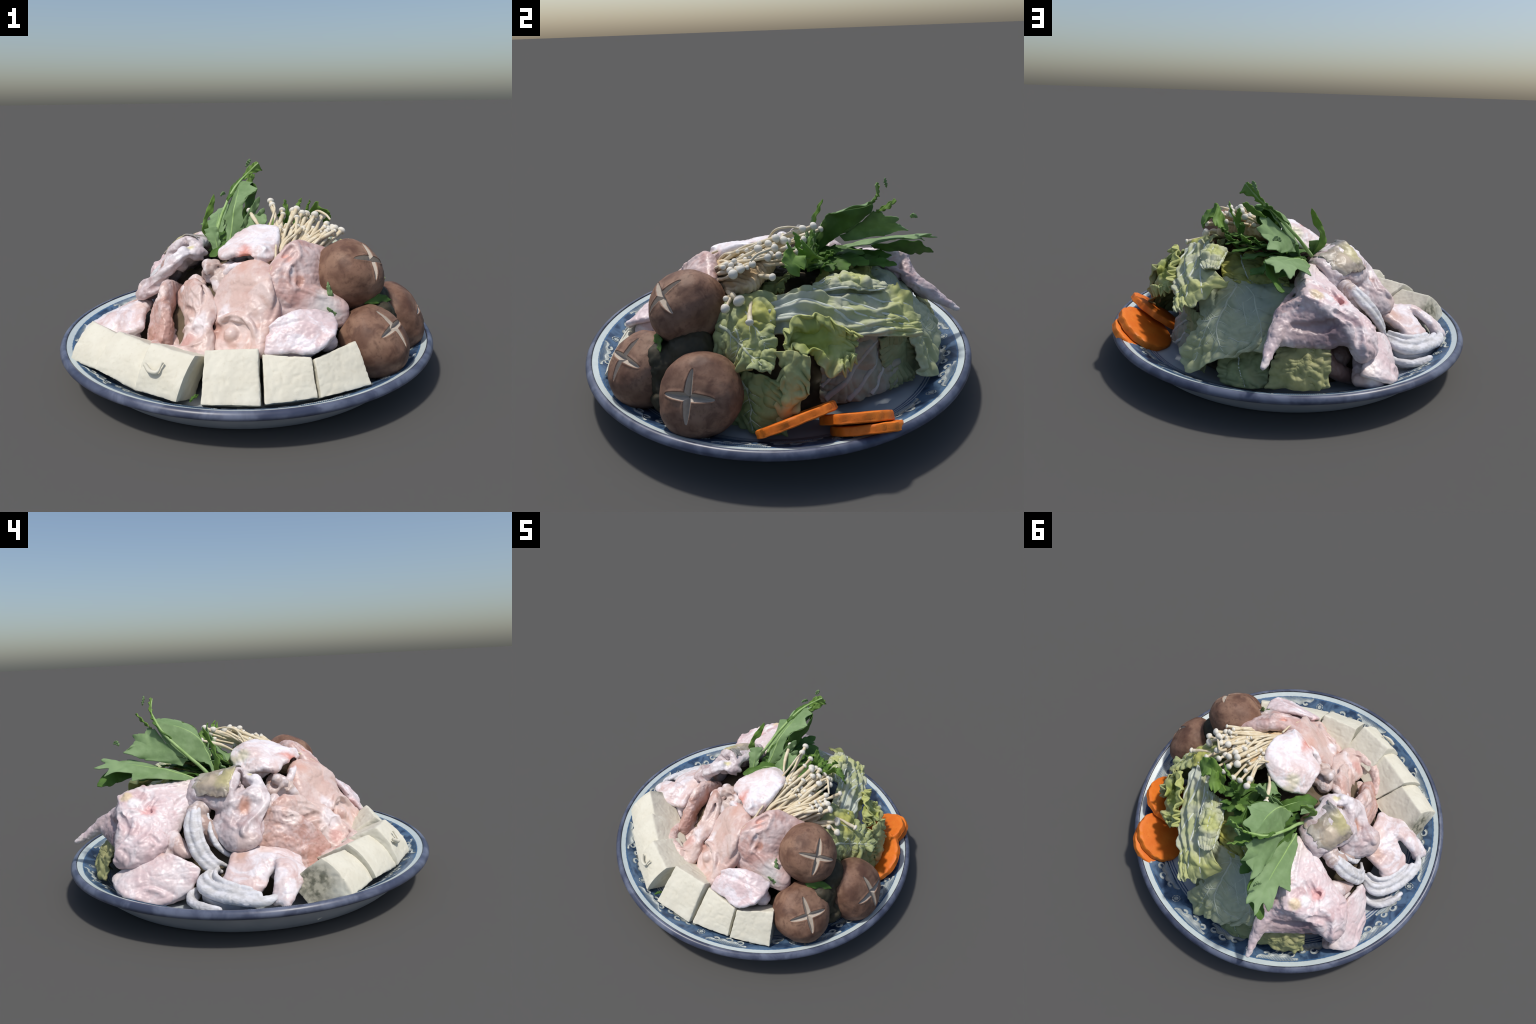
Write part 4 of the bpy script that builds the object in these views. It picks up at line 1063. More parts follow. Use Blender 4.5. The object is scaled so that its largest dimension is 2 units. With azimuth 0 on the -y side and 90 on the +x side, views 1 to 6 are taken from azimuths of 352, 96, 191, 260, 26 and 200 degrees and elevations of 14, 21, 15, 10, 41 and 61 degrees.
fish("fish_wing", s, ((0.74, 0.66, 0.69), (0.67, 0.55, 0.58), [((-0.28, 0.745, 0.41), 0.125, PUR), ((-0.36, 0.73, 0.37), 0.09, PUR), ((-0.19, 0.75, 0.40), 0.075, (0.40, 0.30, 0.30)), ((-0.255, 0.67, 0.565), 0.042, (0.68, 0.54, 0.34)), ((-0.30, 0.625, 0.53), 0.04, (0.80, 0.78, 0.78)), ((-0.35, 0.56, 0.49), 0.05, (0.66, 0.36, 0.35)), ((-0.07, 0.95, 0.30), 0.05, (0.72, 0.64, 0.62)), ((-0.10, 0.80, 0.39), 0.07, (0.48, 0.37, 0.37)), ((-0.50, 0.70, 0.30), 0.07, (0.46, 0.36, 0.37)), ((-0.46, 0.52, 0.36), 0.06, (0.60, 0.47, 0.48)), ((-0.17, 0.35, 0.58), 0.09, (0.70, 0.60, 0.56))]),
     "large pink and purple fish wing with a pointed spike", seed=12, wrinkle=0.007, fine=0.0025)

# low chunk at the back left, small lump above it
s = Soft()
s.sheet([[(-0.490, 0.745, 0.222), (-0.497, 0.64, 0.282), (-0.515, 0.50, 0.312), (-0.55, 0.42, 0.282), (-0.572, 0.362, 0.248)],
         [(-0.555, 0.735, 0.205), (-0.575, 0.65, 0.235), (-0.58, 0.54, 0.24), (-0.588, 0.43, 0.225), (-0.592, 0.375, 0.215)],
         [(-0.615, 0.695, 0.178), (-0.630, 0.65, 0.165), (-0.636, 0.56, 0.128), (-0.620, 0.46, 0.150), (-0.605, 0.40, 0.170)]], 0.017)
s.sheet([[(-0.47, 0.72, 0.18), (-0.47, 0.60, 0.23), (-0.50, 0.44, 0.22)], [(-0.54, 0.70, 0.16), (-0.55, 0.58, 0.18), (-0.56, 0.44, 0.18)], [(-0.57, 0.67, 0.14), (-0.59, 0.56, 0.12), (-0.57, 0.44, 0.14)]], 0.035)
s.ridge(0.008, [(-0.509, 0.754, 0.214), (-0.518, 0.657, 0.277), (-0.504, 0.539, 0.318), (-0.545, 0.496, 0.295), (-0.577, 0.351, 0.251)], [(-0.575, 0.343, 0.241), (-0.604, 0.384, 0.169)], [(-0.568, 0.723, 0.218), (-0.616, 0.62, 0.2), (-0.63, 0.544, 0.178), (-0.642, 0.498, 0.128)])
s.crease(0.006, [(-0.622, 0.691, 0.194), (-0.618, 0.577, 0.21), (-0.635, 0.45, 0.144)], [(-0.577, 0.662, 0.243), (-0.591, 0.609, 0.246)], [(-0.593, 0.462, 0.253), (-0.608, 0.422, 0.215)])
fish("fish_block", s, ((0.72, 0.66, 0.68), (0.66, 0.57, 0.60), [((-0.50, 0.73, 0.21), 0.06, (0.72, 0.62, 0.58)), ((-0.49, 0.5, 0.30), 0.05, (0.56, 0.38, 0.32)), ((-0.46, 0.74, 0.18), 0.07, (0.36, 0.24, 0.20))]),
     "low blunt block of pale fish", seed=13, wrinkle=0.007)
s = Soft()
s.tube([(-0.42, 0.62, 0.14, 0.04), (-0.37, 0.655, 0.17, 0.045), (-0.32, 0.675, 0.21, 0.045), (-0.29, 0.66, 0.27, 0.05)])  # dark lump added to close the hole under the wing
s.ball((-0.36, 0.58, 0.22), 0.06)
fish("fish_scrap", s, ((0.22, 0.13, 0.11), (0.30, 0.20, 0.17), [], dict(pale=(0.30, 0.22, 0.19))), "dark brown filler lump added under the wing", seed=16, wrinkle=0.009)
s = Soft()
s.tube([(-0.42, 0.45, 0.365, 0.042), (-0.455, 0.438, 0.335, 0.048), (-0.485, 0.41, 0.31, 0.036), (-0.51, 0.39, 0.305, 0.022)])
s.ball((-0.45, 0.48, 0.29), 0.05)
fish("fish_scrap", s, ((0.66, 0.57, 0.55), (0.58, 0.46, 0.43), []), "small rounded lump of fish", seed=14)

# ================================================================== CABBAGE
RIB = simple_mat("cabbage_rib", (0.54, 0.58, 0.48), (0.66, 0.69, 0.61), 10, 0.55, 0.15, 50)


def sample_grid(P, N, uv, lift=0.0):
    n, m = P.shape[:2]
    q = A(uv, float)
    i = np.clip((q[:, 0] * (n - 1)).round().astype(int), 0, n - 1)
    j = np.clip((q[:, 1] * (m - 1)).round().astype(int), 0, m - 1)
    X = P[i, j] + N[i, j] * lift
    for _ in range(3):
        X[1:-1] = 0.5 * X[1:-1] + 0.25 * (X[:-2] + X[2:])
    return X


def cabbage(grid, base, young, spots=(), ribs=(), side=1, label="crinkled pale green cabbage leaf", seed=0, parent=None, rib_mat=None, trans=0.2, branch=0.0, **kw):
    g = A(grid, float)
    lines = []
    for (u0, v0), (u1, v1), r0, r1, bend in ribs:
        t = np.linspace(0, 1, 40)
        uv = np.stack([u0 + (u1 - u0) * t, v0 + (v1 - v0) * t + bend * np.sin(t * math.pi)], 1)
        lines.append((np.clip(uv, 0.01, 0.99), r0, r1))
        d = unit(A([u1 - u0, v1 - v0]))
        for k, q in enumerate((0.22, 0.42, 0.62, 0.80) if branch else ()):  # side veins
            for sg in (-1, 1):
                e = d * 0.75 + sg * A([-d[1], d[0]]) * 0.9
                a = uv[int(q * 39)]
                tt = np.linspace(0, branch * (1 - 0.5 * q), 22)[:, None]
                w = a + e * tt + 0.25 * d * tt ** 2
                w = w[(w > 0.01).all(1) & (w < 0.99).all(1)]
                if len(w) > 5:
                    lines.append((w, r0 * 0.42, r0 * 0.12))
    V, F, P, N = leaf_sheet(g, seed=seed, veins=[l[0] for l in lines], **kw)
    lo, hi = V.min(0), V.max(0)
    org = A([(lo[0] + hi[0]) / 2, (lo[1] + hi[1]) / 2, lo[2]])
    o = obj("cabbage_leaf", V, F, leaf_mat("cabbage_leaf", base, young, spots, org, trans, seed * 1.3), parent, org)
    parts = []
    if rib_mat is None and branch:
        q = 0.45 * A(base) + 0.55 * A([0.60, 0.63, 0.53])
        rib_mat = simple_mat("leaf_vein", tuple(0.85 * q), tuple(q), 14, 0.55, 0.15)
    for uv, r0, r1 in lines:
        X = sample_grid(P, N, uv, 0.0035 if r0 > 0.0045 else 0.0045)
        parts.append(pipe(X, np.linspace(r0, r1, len(X)), 12, 0.8, up=N[N.shape[0] // 2, N.shape[1] // 2], wob=0.001, seed=seed))
    if parts:
        V, F = merge(parts)
        r = obj("leaf_rib", V, F, rib_mat or RIB, o)
        r["kind"] = "stuff"
    return tag(o, label, "cabbage leaf") if parent is None else o


GREY, YEL, MINT, DKG = (0.58, 0.60, 0.44), (0.56, 0.58, 0.20), (0.52, 0.55, 0.28), (0.17, 0.22, 0.10)
C1 = [[(0.605, 0.030, 0.48), (0.594, 0.023, 0.565), (0.52, 0.025, 0.595), (0.44, 0.03, 0.59)],
      [(0.600, 0.17, 0.485), (0.582, 0.165, 0.568), (0.505, 0.17, 0.63), (0.42, 0.19, 0.64)],
      [(0.575, 0.32, 0.455), (0.565, 0.314, 0.518), (0.49, 0.31, 0.595), (0.375, 0.30, 0.62)],
      [(0.550, 0.41, 0.450), (0.545, 0.405, 0.485), (0.47, 0.41, 0.56), (0.34, 0.40, 0.612)],
      [(0.505, 0.535, 0.435), (0.48, 0.535, 0.478), (0.42, 0.53, 0.53), (0.285, 0.51, 0.582)],
      [(0.47, 0.63, 0.418), (0.44, 0.63, 0.448), (0.36, 0.63, 0.505), (0.215, 0.585, 0.552)],
      [(0.435, 0.715, 0.412), (0.39, 0.712, 0.432), (0.28, 0.692, 0.470), (0.175, 0.605, 0.562)]]
cabbage(C1, GREY, MINT, [((0.40, 0.62, 0.48), 0.12, (0.53, 0.56, 0.23)), ((0.25, 0.62, 0.55), 0.10, (0.54, 0.56, 0.20)), ((0.47, 0.42, 0.56), 0.08, (0.50, 0.54, 0.27)), ((0.56, 0.05, 0.58), 0.13, (0.55, 0.59, 0.52))],
        ribs=[((0.0, 0.34), (0.60, 0.22), 0.011, 0.006, 0.02), ((0.0, 0.66), (0.75, 0.22), 0.012, 0.006, 0.10), ((0.05, 0.90), (0.9, 0.45), 0.011, 0.005, 0.10), ((0.2, 0.97), (0.93, 0.72), 0.009, 0.004, 0.02), ((0.42, 0.66), (0.9, 0.34), 0.006, 0.003, 0.02)],
        label="ribbed yellow-green cabbage leaf draped over the heap", seed=3, res=140, ruffle=0.013, waves=6, blister=0.009, bfreq=15, jag=0.06, edges=(0, 1, 0.7, 0.2), pleats=(4.2, 0.026, -1.6))
cabbage([[(0.43, 0.20, 0.605), (0.385, 0.205, 0.625), (0.34, 0.22, 0.61)], [(0.42, 0.30, 0.622), (0.36, 0.32, 0.652), (0.28, 0.33, 0.618)], [(0.39, 0.42, 0.60), (0.34, 0.44, 0.628), (0.265, 0.42, 0.608)], [(0.34, 0.53, 0.575), (0.305, 0.55, 0.588), (0.27, 0.52, 0.578)]],
        GREY, (0.51, 0.55, 0.25), [((0.33, 0.40, 0.63), 0.07, (0.55, 0.58, 0.22))], ribs=[((0.02, 0.03), (0.98, 0.06), 0.009, 0.005, 0), ((0.02, 0.97), (0.98, 0.94), 0.009, 0.005, 0), ((0.05, 0.5), (0.95, 0.5), 0.005, 0.003, 0.06)], seed=4, ruffle=0.004, blister=0.010, bfreq=22, label="pale inner cabbage leaf with a raised panel")
C2 = [[(0.675, 0.075, 0.51), (0.66, 0.13, 0.590), (0.62, 0.20, 0.603), (0.605, 0.28, 0.565), (0.575, 0.36, 0.51), (0.553, 0.42, 0.475)],
      [(0.655, 0.09, 0.485), (0.635, 0.16, 0.51), (0.615, 0.24, 0.51), (0.595, 0.31, 0.49), (0.58, 0.37, 0.455), (0.565, 0.41, 0.435)],
      [(0.685, 0.10, 0.455), (0.662, 0.18, 0.450), (0.646, 0.25, 0.445), (0.635, 0.31, 0.425), (0.615, 0.36, 0.41), (0.60, 0.40, 0.395)],
      [(0.715, 0.095, 0.475), (0.728, 0.165, 0.498), (0.712, 0.235, 0.465), (0.735, 0.30, 0.375), (0.70, 0.355, 0.385), (0.635, 0.405, 0.395)]]
cabbage(C2, (0.46, 0.51, 0.21), YEL, [((0.63, 0.22, 0.48), 0.10, (0.38, 0.44, 0.09)), ((0.72, 0.3, 0.38), 0.07, (0.50, 0.50, 0.25))], seed=5, res=170, ruffle=0.052, waves=5.0, blister=0.010, bfreq=18, jag=0.05, edges=(1, 1, 0.3, 0.6), label="curly frilled yellow-green cabbage heart leaf")
cabbage([[(0.70, 0.075, 0.46), (0.735, 0.13, 0.49), (0.735, 0.21, 0.46)], [(0.73, 0.07, 0.40), (0.77, 0.13, 0.41), (0.775, 0.21, 0.37)], [(0.75, 0.07, 0.32), (0.785, 0.13, 0.33), (0.780, 0.20, 0.30)], [(0.77, 0.065, 0.24), (0.802, 0.105, 0.245), (0.785, 0.155, 0.235)], [(0.775, 0.065, 0.15), (0.80, 0.09, 0.16), (0.785, 0.125, 0.155)]],
        (0.43, 0.48, 0.23), (0.47, 0.48, 0.21), [((0.79, 0.11, 0.22), 0.07, (0.55, 0.38, 0.15))], seed=6, ruffle=0.034, waves=3.5, blister=0.008, jag=0.05, edges=(0, 0, 1, 1), label="narrow crinkled cabbage frill hanging down")
cabbage([[(0.34, -0.20, 0.545), (0.40, -0.11, 0.595), (0.43, -0.03, 0.61), (0.46, 0.06, 0.60)], [(0.42, -0.22, 0.555), (0.49, -0.12, 0.575), (0.55, -0.03, 0.58), (0.60, 0.06, 0.55)], [(0.52, -0.22, 0.52), (0.575, -0.12, 0.54), (0.615, -0.03, 0.545), (0.64, 0.06, 0.50)], [(0.575, -0.22, 0.45), (0.625, -0.11, 0.475), (0.67, -0.02, 0.488), (0.70, 0.075, 0.475)], [(0.60, -0.22, 0.39), (0.645, -0.13, 0.405), (0.715, -0.04, 0.435), (0.745, 0.065, 0.42)], [(0.60, -0.21, 0.32), (0.645, -0.12, 0.315), (0.765, -0.025, 0.405), (0.765, 0.05, 0.385)]],
        (0.38, 0.43, 0.22), (0.45, 0.48, 0.19), [((0.58, -0.03, 0.57), 0.09, (0.50, 0.50, 0.13))], ribs=[((0.48, 0.1), (0.88, 0.85), 0.009, 0.004, 0), ((0.5, 0.36), (0.88, 0.35), 0.006, 0.003, 0.05), ((0.28, 0.5), (0.68, 0.9), 0.006, 0.003, 0)], seed=7, res=140, branch=0.18, ruffle=0.014, waves=6, blister=0.011, bfreq=17, edges=(0, 1.6, 0.0, 1.2), label="crinkled cabbage leaf tucked beside the mushrooms")
cabbage([[(0.60, -0.24, 0.33), (0.66, -0.09, 0.35), (0.725, 0.01, 0.37), (0.75, 0.10, 0.35)], [(0.65, -0.22, 0.22), (0.71, -0.08, 0.23), (0.755, 0.02, 0.24), (0.765, 0.11, 0.23)], [(0.68, -0.20, 0.10), (0.745, -0.07, 0.10), (0.79, 0.03, 0.11), (0.79, 0.12, 0.12)]], (0.27, 0.32, 0.12), (0.34, 0.38, 0.16), ribs=[((0.1, 0.3), (0.95, 0.45), 0.008, 0.004, 0.05)], seed=8, branch=0.25, res=110, ruffle=0.014, waves=5, blister=0.011, bfreq=14, label="darker green cabbage leaf below the frill")
cabbage([[(0.50, -0.26, 0.42), (0.60, -0.24, 0.37), (0.66, -0.16, 0.35)], [(0.52, -0.34, 0.33), (0.62, -0.33, 0.30), (0.67, -0.24, 0.30)], [(0.53, -0.40, 0.20), (0.64, -0.40, 0.18), (0.70, -0.30, 0.16)]], (0.25, 0.29, 0.11), (0.33, 0.35, 0.15), seed=18, ruffle=0.01, blister=0.01, label="green filler cabbage leaf added behind the mushrooms")  # leaf added to fill the dark gaps around the mushrooms
C4 = [[(0.35, 0.40, 0.50), (0.25, 0.46, 0.515), (0.15, 0.49, 0.52), (0.02, 0.49, 0.52), (-0.08, 0.45, 0.525), (-0.16, 0.43, 0.51)],
      [(0.36, 0.46, 0.49), (0.25, 0.52, 0.51), (0.15, 0.55, 0.51), (0.02, 0.56, 0.515), (-0.08, 0.52, 0.52), (-0.16, 0.50, 0.50)],
      [(0.35, 0.60, 0.415), (0.27, 0.635, 0.425), (0.18, 0.63, 0.435), (0.06, 0.655, 0.445), (-0.04, 0.645, 0.445), (-0.14, 0.62, 0.43)],
      [(0.335, 0.65, 0.342), (0.275, 0.69, 0.352), (0.19, 0.688, 0.38), (0.07, 0.73, 0.385), (-0.03, 0.725, 0.38), (-0.13, 0.68, 0.37)],
      [(0.385, 0.68, 0.262), (0.315, 0.735, 0.258), (0.21, 0.768, 0.29), (0.10, 0.795, 0.318), (-0.01, 0.775, 0.328), (-0.12, 0.71, 0.31)],
      [(0.425, 0.685, 0.185), (0.33, 0.795, 0.140), (0.22, 0.805, 0.20), (0.14, 0.824, 0.25), (0.04, 0.815, 0.292), (-0.10, 0.73, 0.26)]]
cabbage(C4, (0.46, 0.51, 0.35), (0.53, 0.56, 0.36), [((0.30, 0.77, 0.24), 0.13, (0.45, 0.48, 0.26)), ((0.05, 0.62, 0.47), 0.12, (0.46, 0.51, 0.40))],
        ribs=[((0.08, 0.34), (0.55, 0.34), 0.008, 0.006, 0.02), ((0.55, 0.35), (0.56, 0.05), 0.006, 0.003, 0), ((0.55, 0.35), (0.9, 0.52), 0.006, 0.003, -0.06), ((0.15, 0.42), (0.75, 0.80), 0.006, 0.003, 0.06), ((0.55, 0.24), (0.92, 0.21), 0.005, 0.003, 0), ((0.35, 0.5), (0.6, 0.6), 0.004, 0.002, 0), ((0.75, 0.5), (0.8, 0.72), 0.004, 0.002, 0)],
        seed=9, res=150, branch=0.22, ruffle=0.013, waves=7, blister=0.010, bfreq=12, edges=(0, 1, 0.8, 0.2), label="broad smooth cabbage leaf hanging over the back")
cabbage([[(0.52, 0.24, 0.44), (0.50, 0.36, 0.44), (0.45, 0.48, 0.42), (0.36, 0.58, 0.39)], [(0.55, 0.24, 0.30), (0.53, 0.37, 0.30), (0.46, 0.50, 0.30), (0.36, 0.60, 0.28)], [(0.60, 0.24, 0.14), (0.575, 0.38, 0.13), (0.49, 0.53, 0.125), (0.37, 0.64, 0.15)]],
        (0.34, 0.33, 0.24), (0.42, 0.39, 0.32), ribs=[((0.95, 0.05), (0.1, 0.75), 0.016, 0.006, 0.05), ((0.97, 0.3), (0.2, 0.9), 0.014, 0.005, 0.04), ((0.97, 0.55), (0.4, 0.95), 0.012, 0.005, 0.02), ((0.8, 0.0), (0.05, 0.5), 0.010, 0.005, 0.03)], rib_mat=simple_mat("cabbage_stalk", (0.36, 0.35, 0.31), (0.46, 0.45, 0.41)), seed=10, ruffle=0.006, blister=0.008, pleats=(3, 0.016, 0.8), label="pale fleshy base of a cabbage leaf")
cabbage([[(-0.34, 0.715, 0.335), (-0.27, 0.745, 0.345), (-0.18, 0.755, 0.335), (-0.09, 0.745, 0.315)], [(-0.345, 0.76, 0.26), (-0.26, 0.81, 0.265), (-0.16, 0.825, 0.265), (-0.07, 0.81, 0.24)], [(-0.35, 0.80, 0.16), (-0.29, 0.845, 0.15), (-0.16, 0.86, 0.145), (-0.05, 0.825, 0.13)]],
        (0.36, 0.37, 0.17), (0.43, 0.41, 0.20), ribs=[((0.1, 0.35), (0.95, 0.35), 0.007, 0.004, 0.02), ((0.3, 0.36), (0.8, 0.7), 0.005, 0.003, 0)], branch=0.25, seed=11, ruffle=0.014, waves=3, blister=0.011, label="yellowish cabbage leaf under the fish wing")
cabbage([[(0.19, 0.69, 0.27), (0.06, 0.73, 0.27), (-0.07, 0.70, 0.28)], [(0.20, 0.765, 0.19), (0.06, 0.795, 0.18), (-0.06, 0.77, 0.19)], [(0.18, 0.80, 0.115), (0.04, 0.835, 0.12), (-0.06, 0.80, 0.115)]], (0.27, 0.32, 0.15), (0.34, 0.37, 0.19), ribs=[((0.05, 0.3), (0.95, 0.5), 0.006, 0.003, 0.05)], seed=12, ruffle=0.012, waves=2, blister=0.010, label="dark green cabbage leaf near the plate")
cabbage([[(0.36, 0.20, 0.595), (0.22, 0.22, 0.60), (0.08, 0.25, 0.60), (-0.06, 0.27, 0.58)], [(0.32, 0.34, 0.565), (0.20, 0.37, 0.555), (0.06, 0.40, 0.55), (-0.08, 0.41, 0.54)], [(0.26, 0.48, 0.51), (0.15, 0.51, 0.505), (0.02, 0.53, 0.50), (-0.10, 0.52, 0.49)]], (0.38, 0.41, 0.14), (0.50, 0.49, 0.12), ribs=[((0.1, 0.3), (0.9, 0.5), 0.006, 0.003, 0)], seed=13, res=110, ruffle=0.01, blister=0.013, bfreq=15, label="yellow inner cabbage leaf")

cabbage([[(0.46, 0.50, 0.40), (0.38, 0.60, 0.40), (0.30, 0.66, 0.38)], [(0.44, 0.52, 0.26), (0.36, 0.62, 0.26), (0.28, 0.68, 0.26)], [(0.45, 0.56, 0.12), (0.37, 0.66, 0.12), (0.26, 0.74, 0.12)]], (0.26, 0.30, 0.15), (0.34, 0.36, 0.19), seed=19, ruffle=0.008, blister=0.009, label="dark filler cabbage leaf added behind the stalk")  # leaf added to fill the gap beside the stalk

cabbage([[(0.18, 0.13, 0.615), (0.30, 0.10, 0.625), (0.42, 0.07, 0.605)], [(0.20, 0.02, 0.585), (0.32, -0.01, 0.59), (0.44, -0.02, 0.58)], [(0.26, -0.10, 0.52), (0.36, -0.10, 0.53), (0.45, -0.11, 0.53)]], (0.14, 0.18, 0.06), (0.24, 0.27, 0.09), seed=20, ruffle=0.016, waves=4, blister=0.012, crumple=0.014, label="dark green filler cabbage leaf added under the enoki")  # leaf added to close the hole below the enoki

# added core mound that closes gaps, tinted dark like their shade
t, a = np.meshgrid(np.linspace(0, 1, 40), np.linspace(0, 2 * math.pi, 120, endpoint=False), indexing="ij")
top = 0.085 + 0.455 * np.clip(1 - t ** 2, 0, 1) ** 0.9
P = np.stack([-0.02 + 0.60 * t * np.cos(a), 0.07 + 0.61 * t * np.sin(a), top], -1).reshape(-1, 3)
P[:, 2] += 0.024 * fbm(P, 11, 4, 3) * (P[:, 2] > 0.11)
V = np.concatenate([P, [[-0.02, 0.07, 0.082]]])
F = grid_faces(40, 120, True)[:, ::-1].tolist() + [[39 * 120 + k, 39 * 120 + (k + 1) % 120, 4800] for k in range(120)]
bed = obj("filler_mound", V, F, leaf_mat("filler_mound", (0.075, 0.060, 0.036), (0.13, 0.095, 0.06), trans=0.0))
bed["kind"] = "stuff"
tag(bed, "dark filler mound added under the toppings", "filler mound")

s = Soft(0.009)  # added filler, near-black to stand in for shade between the mushrooms
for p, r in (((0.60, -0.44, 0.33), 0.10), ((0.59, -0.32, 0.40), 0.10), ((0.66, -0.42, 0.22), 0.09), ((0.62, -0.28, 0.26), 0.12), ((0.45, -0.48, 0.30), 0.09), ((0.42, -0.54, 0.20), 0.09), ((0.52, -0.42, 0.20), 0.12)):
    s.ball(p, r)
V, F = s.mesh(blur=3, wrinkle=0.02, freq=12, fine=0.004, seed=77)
o = obj("filler_lumps", V, F, leaf_mat("filler_lumps", (0.030, 0.028, 0.016), (0.055, 0.045, 0.026), trans=0.0))
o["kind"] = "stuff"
tag(o, "dark filler lumps added between the mushrooms", "shredded leaves")

# ================================================================== GREENS
GREEN, BRIGHT, DARK = (0.225, 0.355, 0.150), (0.315, 0.460, 0.225), (0.085, 0.175, 0.035)
greens = empty("leafy_greens", (0.0, 0.30, 0.56))
tag(greens, "bunch of jagged leafy greens standing out of the heap", "leafy greens")
MAT_TOP = leaf_mat("green_leaf", GREEN, BRIGHT, trans=0.35, scale=7)
MAT_DEEP = leaf_mat("deep_green_leaf", DARK, (0.13, 0.27, 0.05), trans=0.35, scale=7)
MAT_FRESH = leaf_mat("fresh_green_leaf", (0.175, 0.32, 0.055), (0.27, 0.43, 0.12), trans=0.35, scale=7)
STALK = simple_mat("green_stalk", (0.24, 0.38, 0.12), (0.34, 0.48, 0.20), 14, 0.55, 0.15)


def blade(mid, left, right, mat, lobes=3.0, depth=0.35, phase=0.0, thick=0.006, rib=0.006, seed=0, taper=0.12, sweep=0.10, nu=110, nv=34):
    """Jagged leaf between a left edge, a midrib and a right edge, each a list of points."""
    n = np.linspace(0, 1, nu)
    M, L, R = crom(A(mid, float), n), crom(A(left, float), n), crom(A(right, float), n)
    v = np.linspace(-1, 1, nv)
    saw = lambda x: (x - np.floor(x))
    jl = 1 - depth * saw(-(n * lobes + phase)) ** 1.3 + 0.03 * np.sin(n * 60) * (1 - n)
    jr = 1 - depth * saw(-(n * lobes + phase + 0.43)) ** 1.3 + 0.03 * np.sin(n * 55 + 1) * (1 - n)
    tip = np.clip((1 - n) / taper, 0, 1) ** 0.6
    P = np.zeros((nu, nv, 3))
    for j, q in enumerate(v):
        e, k = (L, jl) if q < 0 else (R, jr)
        w = (abs(q) * k * np.maximum(tip, 0.03))[:, None]
        # lobes point forward: outer points slide toward the tip
        s = np.clip(n + sweep * abs(q) ** 2 * np.sin(n * math.pi), 0, 1)
        MM = crom(A(mid, float), s) * (abs(q) ** 2) + M * (1 - abs(q) ** 2)
        P[:, j] = M + (e - M) * w + (MM - M) * 0.6
        # cup the blade a little
    d = 0.004 * fbm(P.reshape(-1, 3), 16, seed, 2).reshape(nu, nv) + 0.006 * (np.abs(v)[None] ** 2) * np.sin(n[:, None] * 22 + seed)
    d *= np.clip((1 - n) / 0.18, 0, 1)[:, None] ** 1.5
    V, F, P2, N = slab(P, thick, d, 0.6)
    o = obj("green_leaf", V, F, mat, greens)
    if rib:
        V, F = pipe(P2[:, nv // 2][: int(nu * 0.97)], np.linspace(rib, rib * 0.3, int(nu * 0.97)), 8)
        obj("leaf_midrib", V, F, STALK, o)
    return o


def around(mid, w, d):
    """Edges offset from a midline by widths w along direction d."""
    p, d = A(mid, float), unit(A(d, float))
    w = A(w, float)[:, None]
    return p + w * d, p - w * d


blade([(-0.085, 0.17, 0.57), (-0.06, 0.20, 0.66), (-0.045, 0.23, 0.74), (-0.035, 0.25, 0.785), (-0.02, 0.285, 0.82), (-0.008, 0.33, 0.85), (0.0, 0.36, 0.865), (0.008, 0.40, 0.878), (0.015, 0.435, 0.888), (0.022, 0.46, 0.897), (0.03, 0.49, 0.908)],
      [(-0.10, 0.19, 0.58), (-0.085, 0.213, 0.650), (-0.083, 0.25, 0.668), (-0.082, 0.29, 0.684), (-0.085, 0.33, 0.698), (-0.086, 0.361, 0.708), (-0.075, 0.40, 0.735), (-0.05, 0.43, 0.775), (-0.015, 0.465, 0.83), (0.005, 0.48, 0.87), (0.028, 0.49, 0.905)],
      [(-0.03, 0.19, 0.60), (0.02, 0.20, 0.69), (0.012, 0.235, 0.765), (0.02, 0.25, 0.81), (0.045, 0.265, 0.85), (0.107, 0.33, 0.874), (0.115, 0.338, 0.894), (0.082, 0.385, 0.899), (0.102, 0.443, 0.910), (0.06, 0.465, 0.918), (0.035, 0.488, 0.912)], MAT_TOP, 5, 0.07, 0.10, seed=1, taper=0.02, sweep=0, nu=150, nv=48)
blade([(0.03, 0.215, 0.675), (0.040, 0.255, 0.735), (0.058, 0.295, 0.79), (0.085, 0.335, 0.835), (0.108, 0.39, 0.862), (0.098, 0.45, 0.882), (0.05, 0.488, 0.902)],
      [(0.02, 0.205, 0.69), (0.014, 0.237, 0.765), (0.022, 0.252, 0.815), (0.048, 0.268, 0.854), (0.110, 0.337, 0.888), (0.102, 0.442, 0.906), (0.045, 0.486, 0.908)],
      [(0.025, 0.225, 0.655), (0.045, 0.275, 0.70), (0.070, 0.320, 0.745), (0.090, 0.362, 0.785), (0.098, 0.425, 0.835), (0.080, 0.475, 0.868), (0.05, 0.492, 0.898)], MAT_DEEP, 3, 0.05, 0.2, seed=17, taper=0.03, sweep=0, rib=0, nu=100, nv=34)
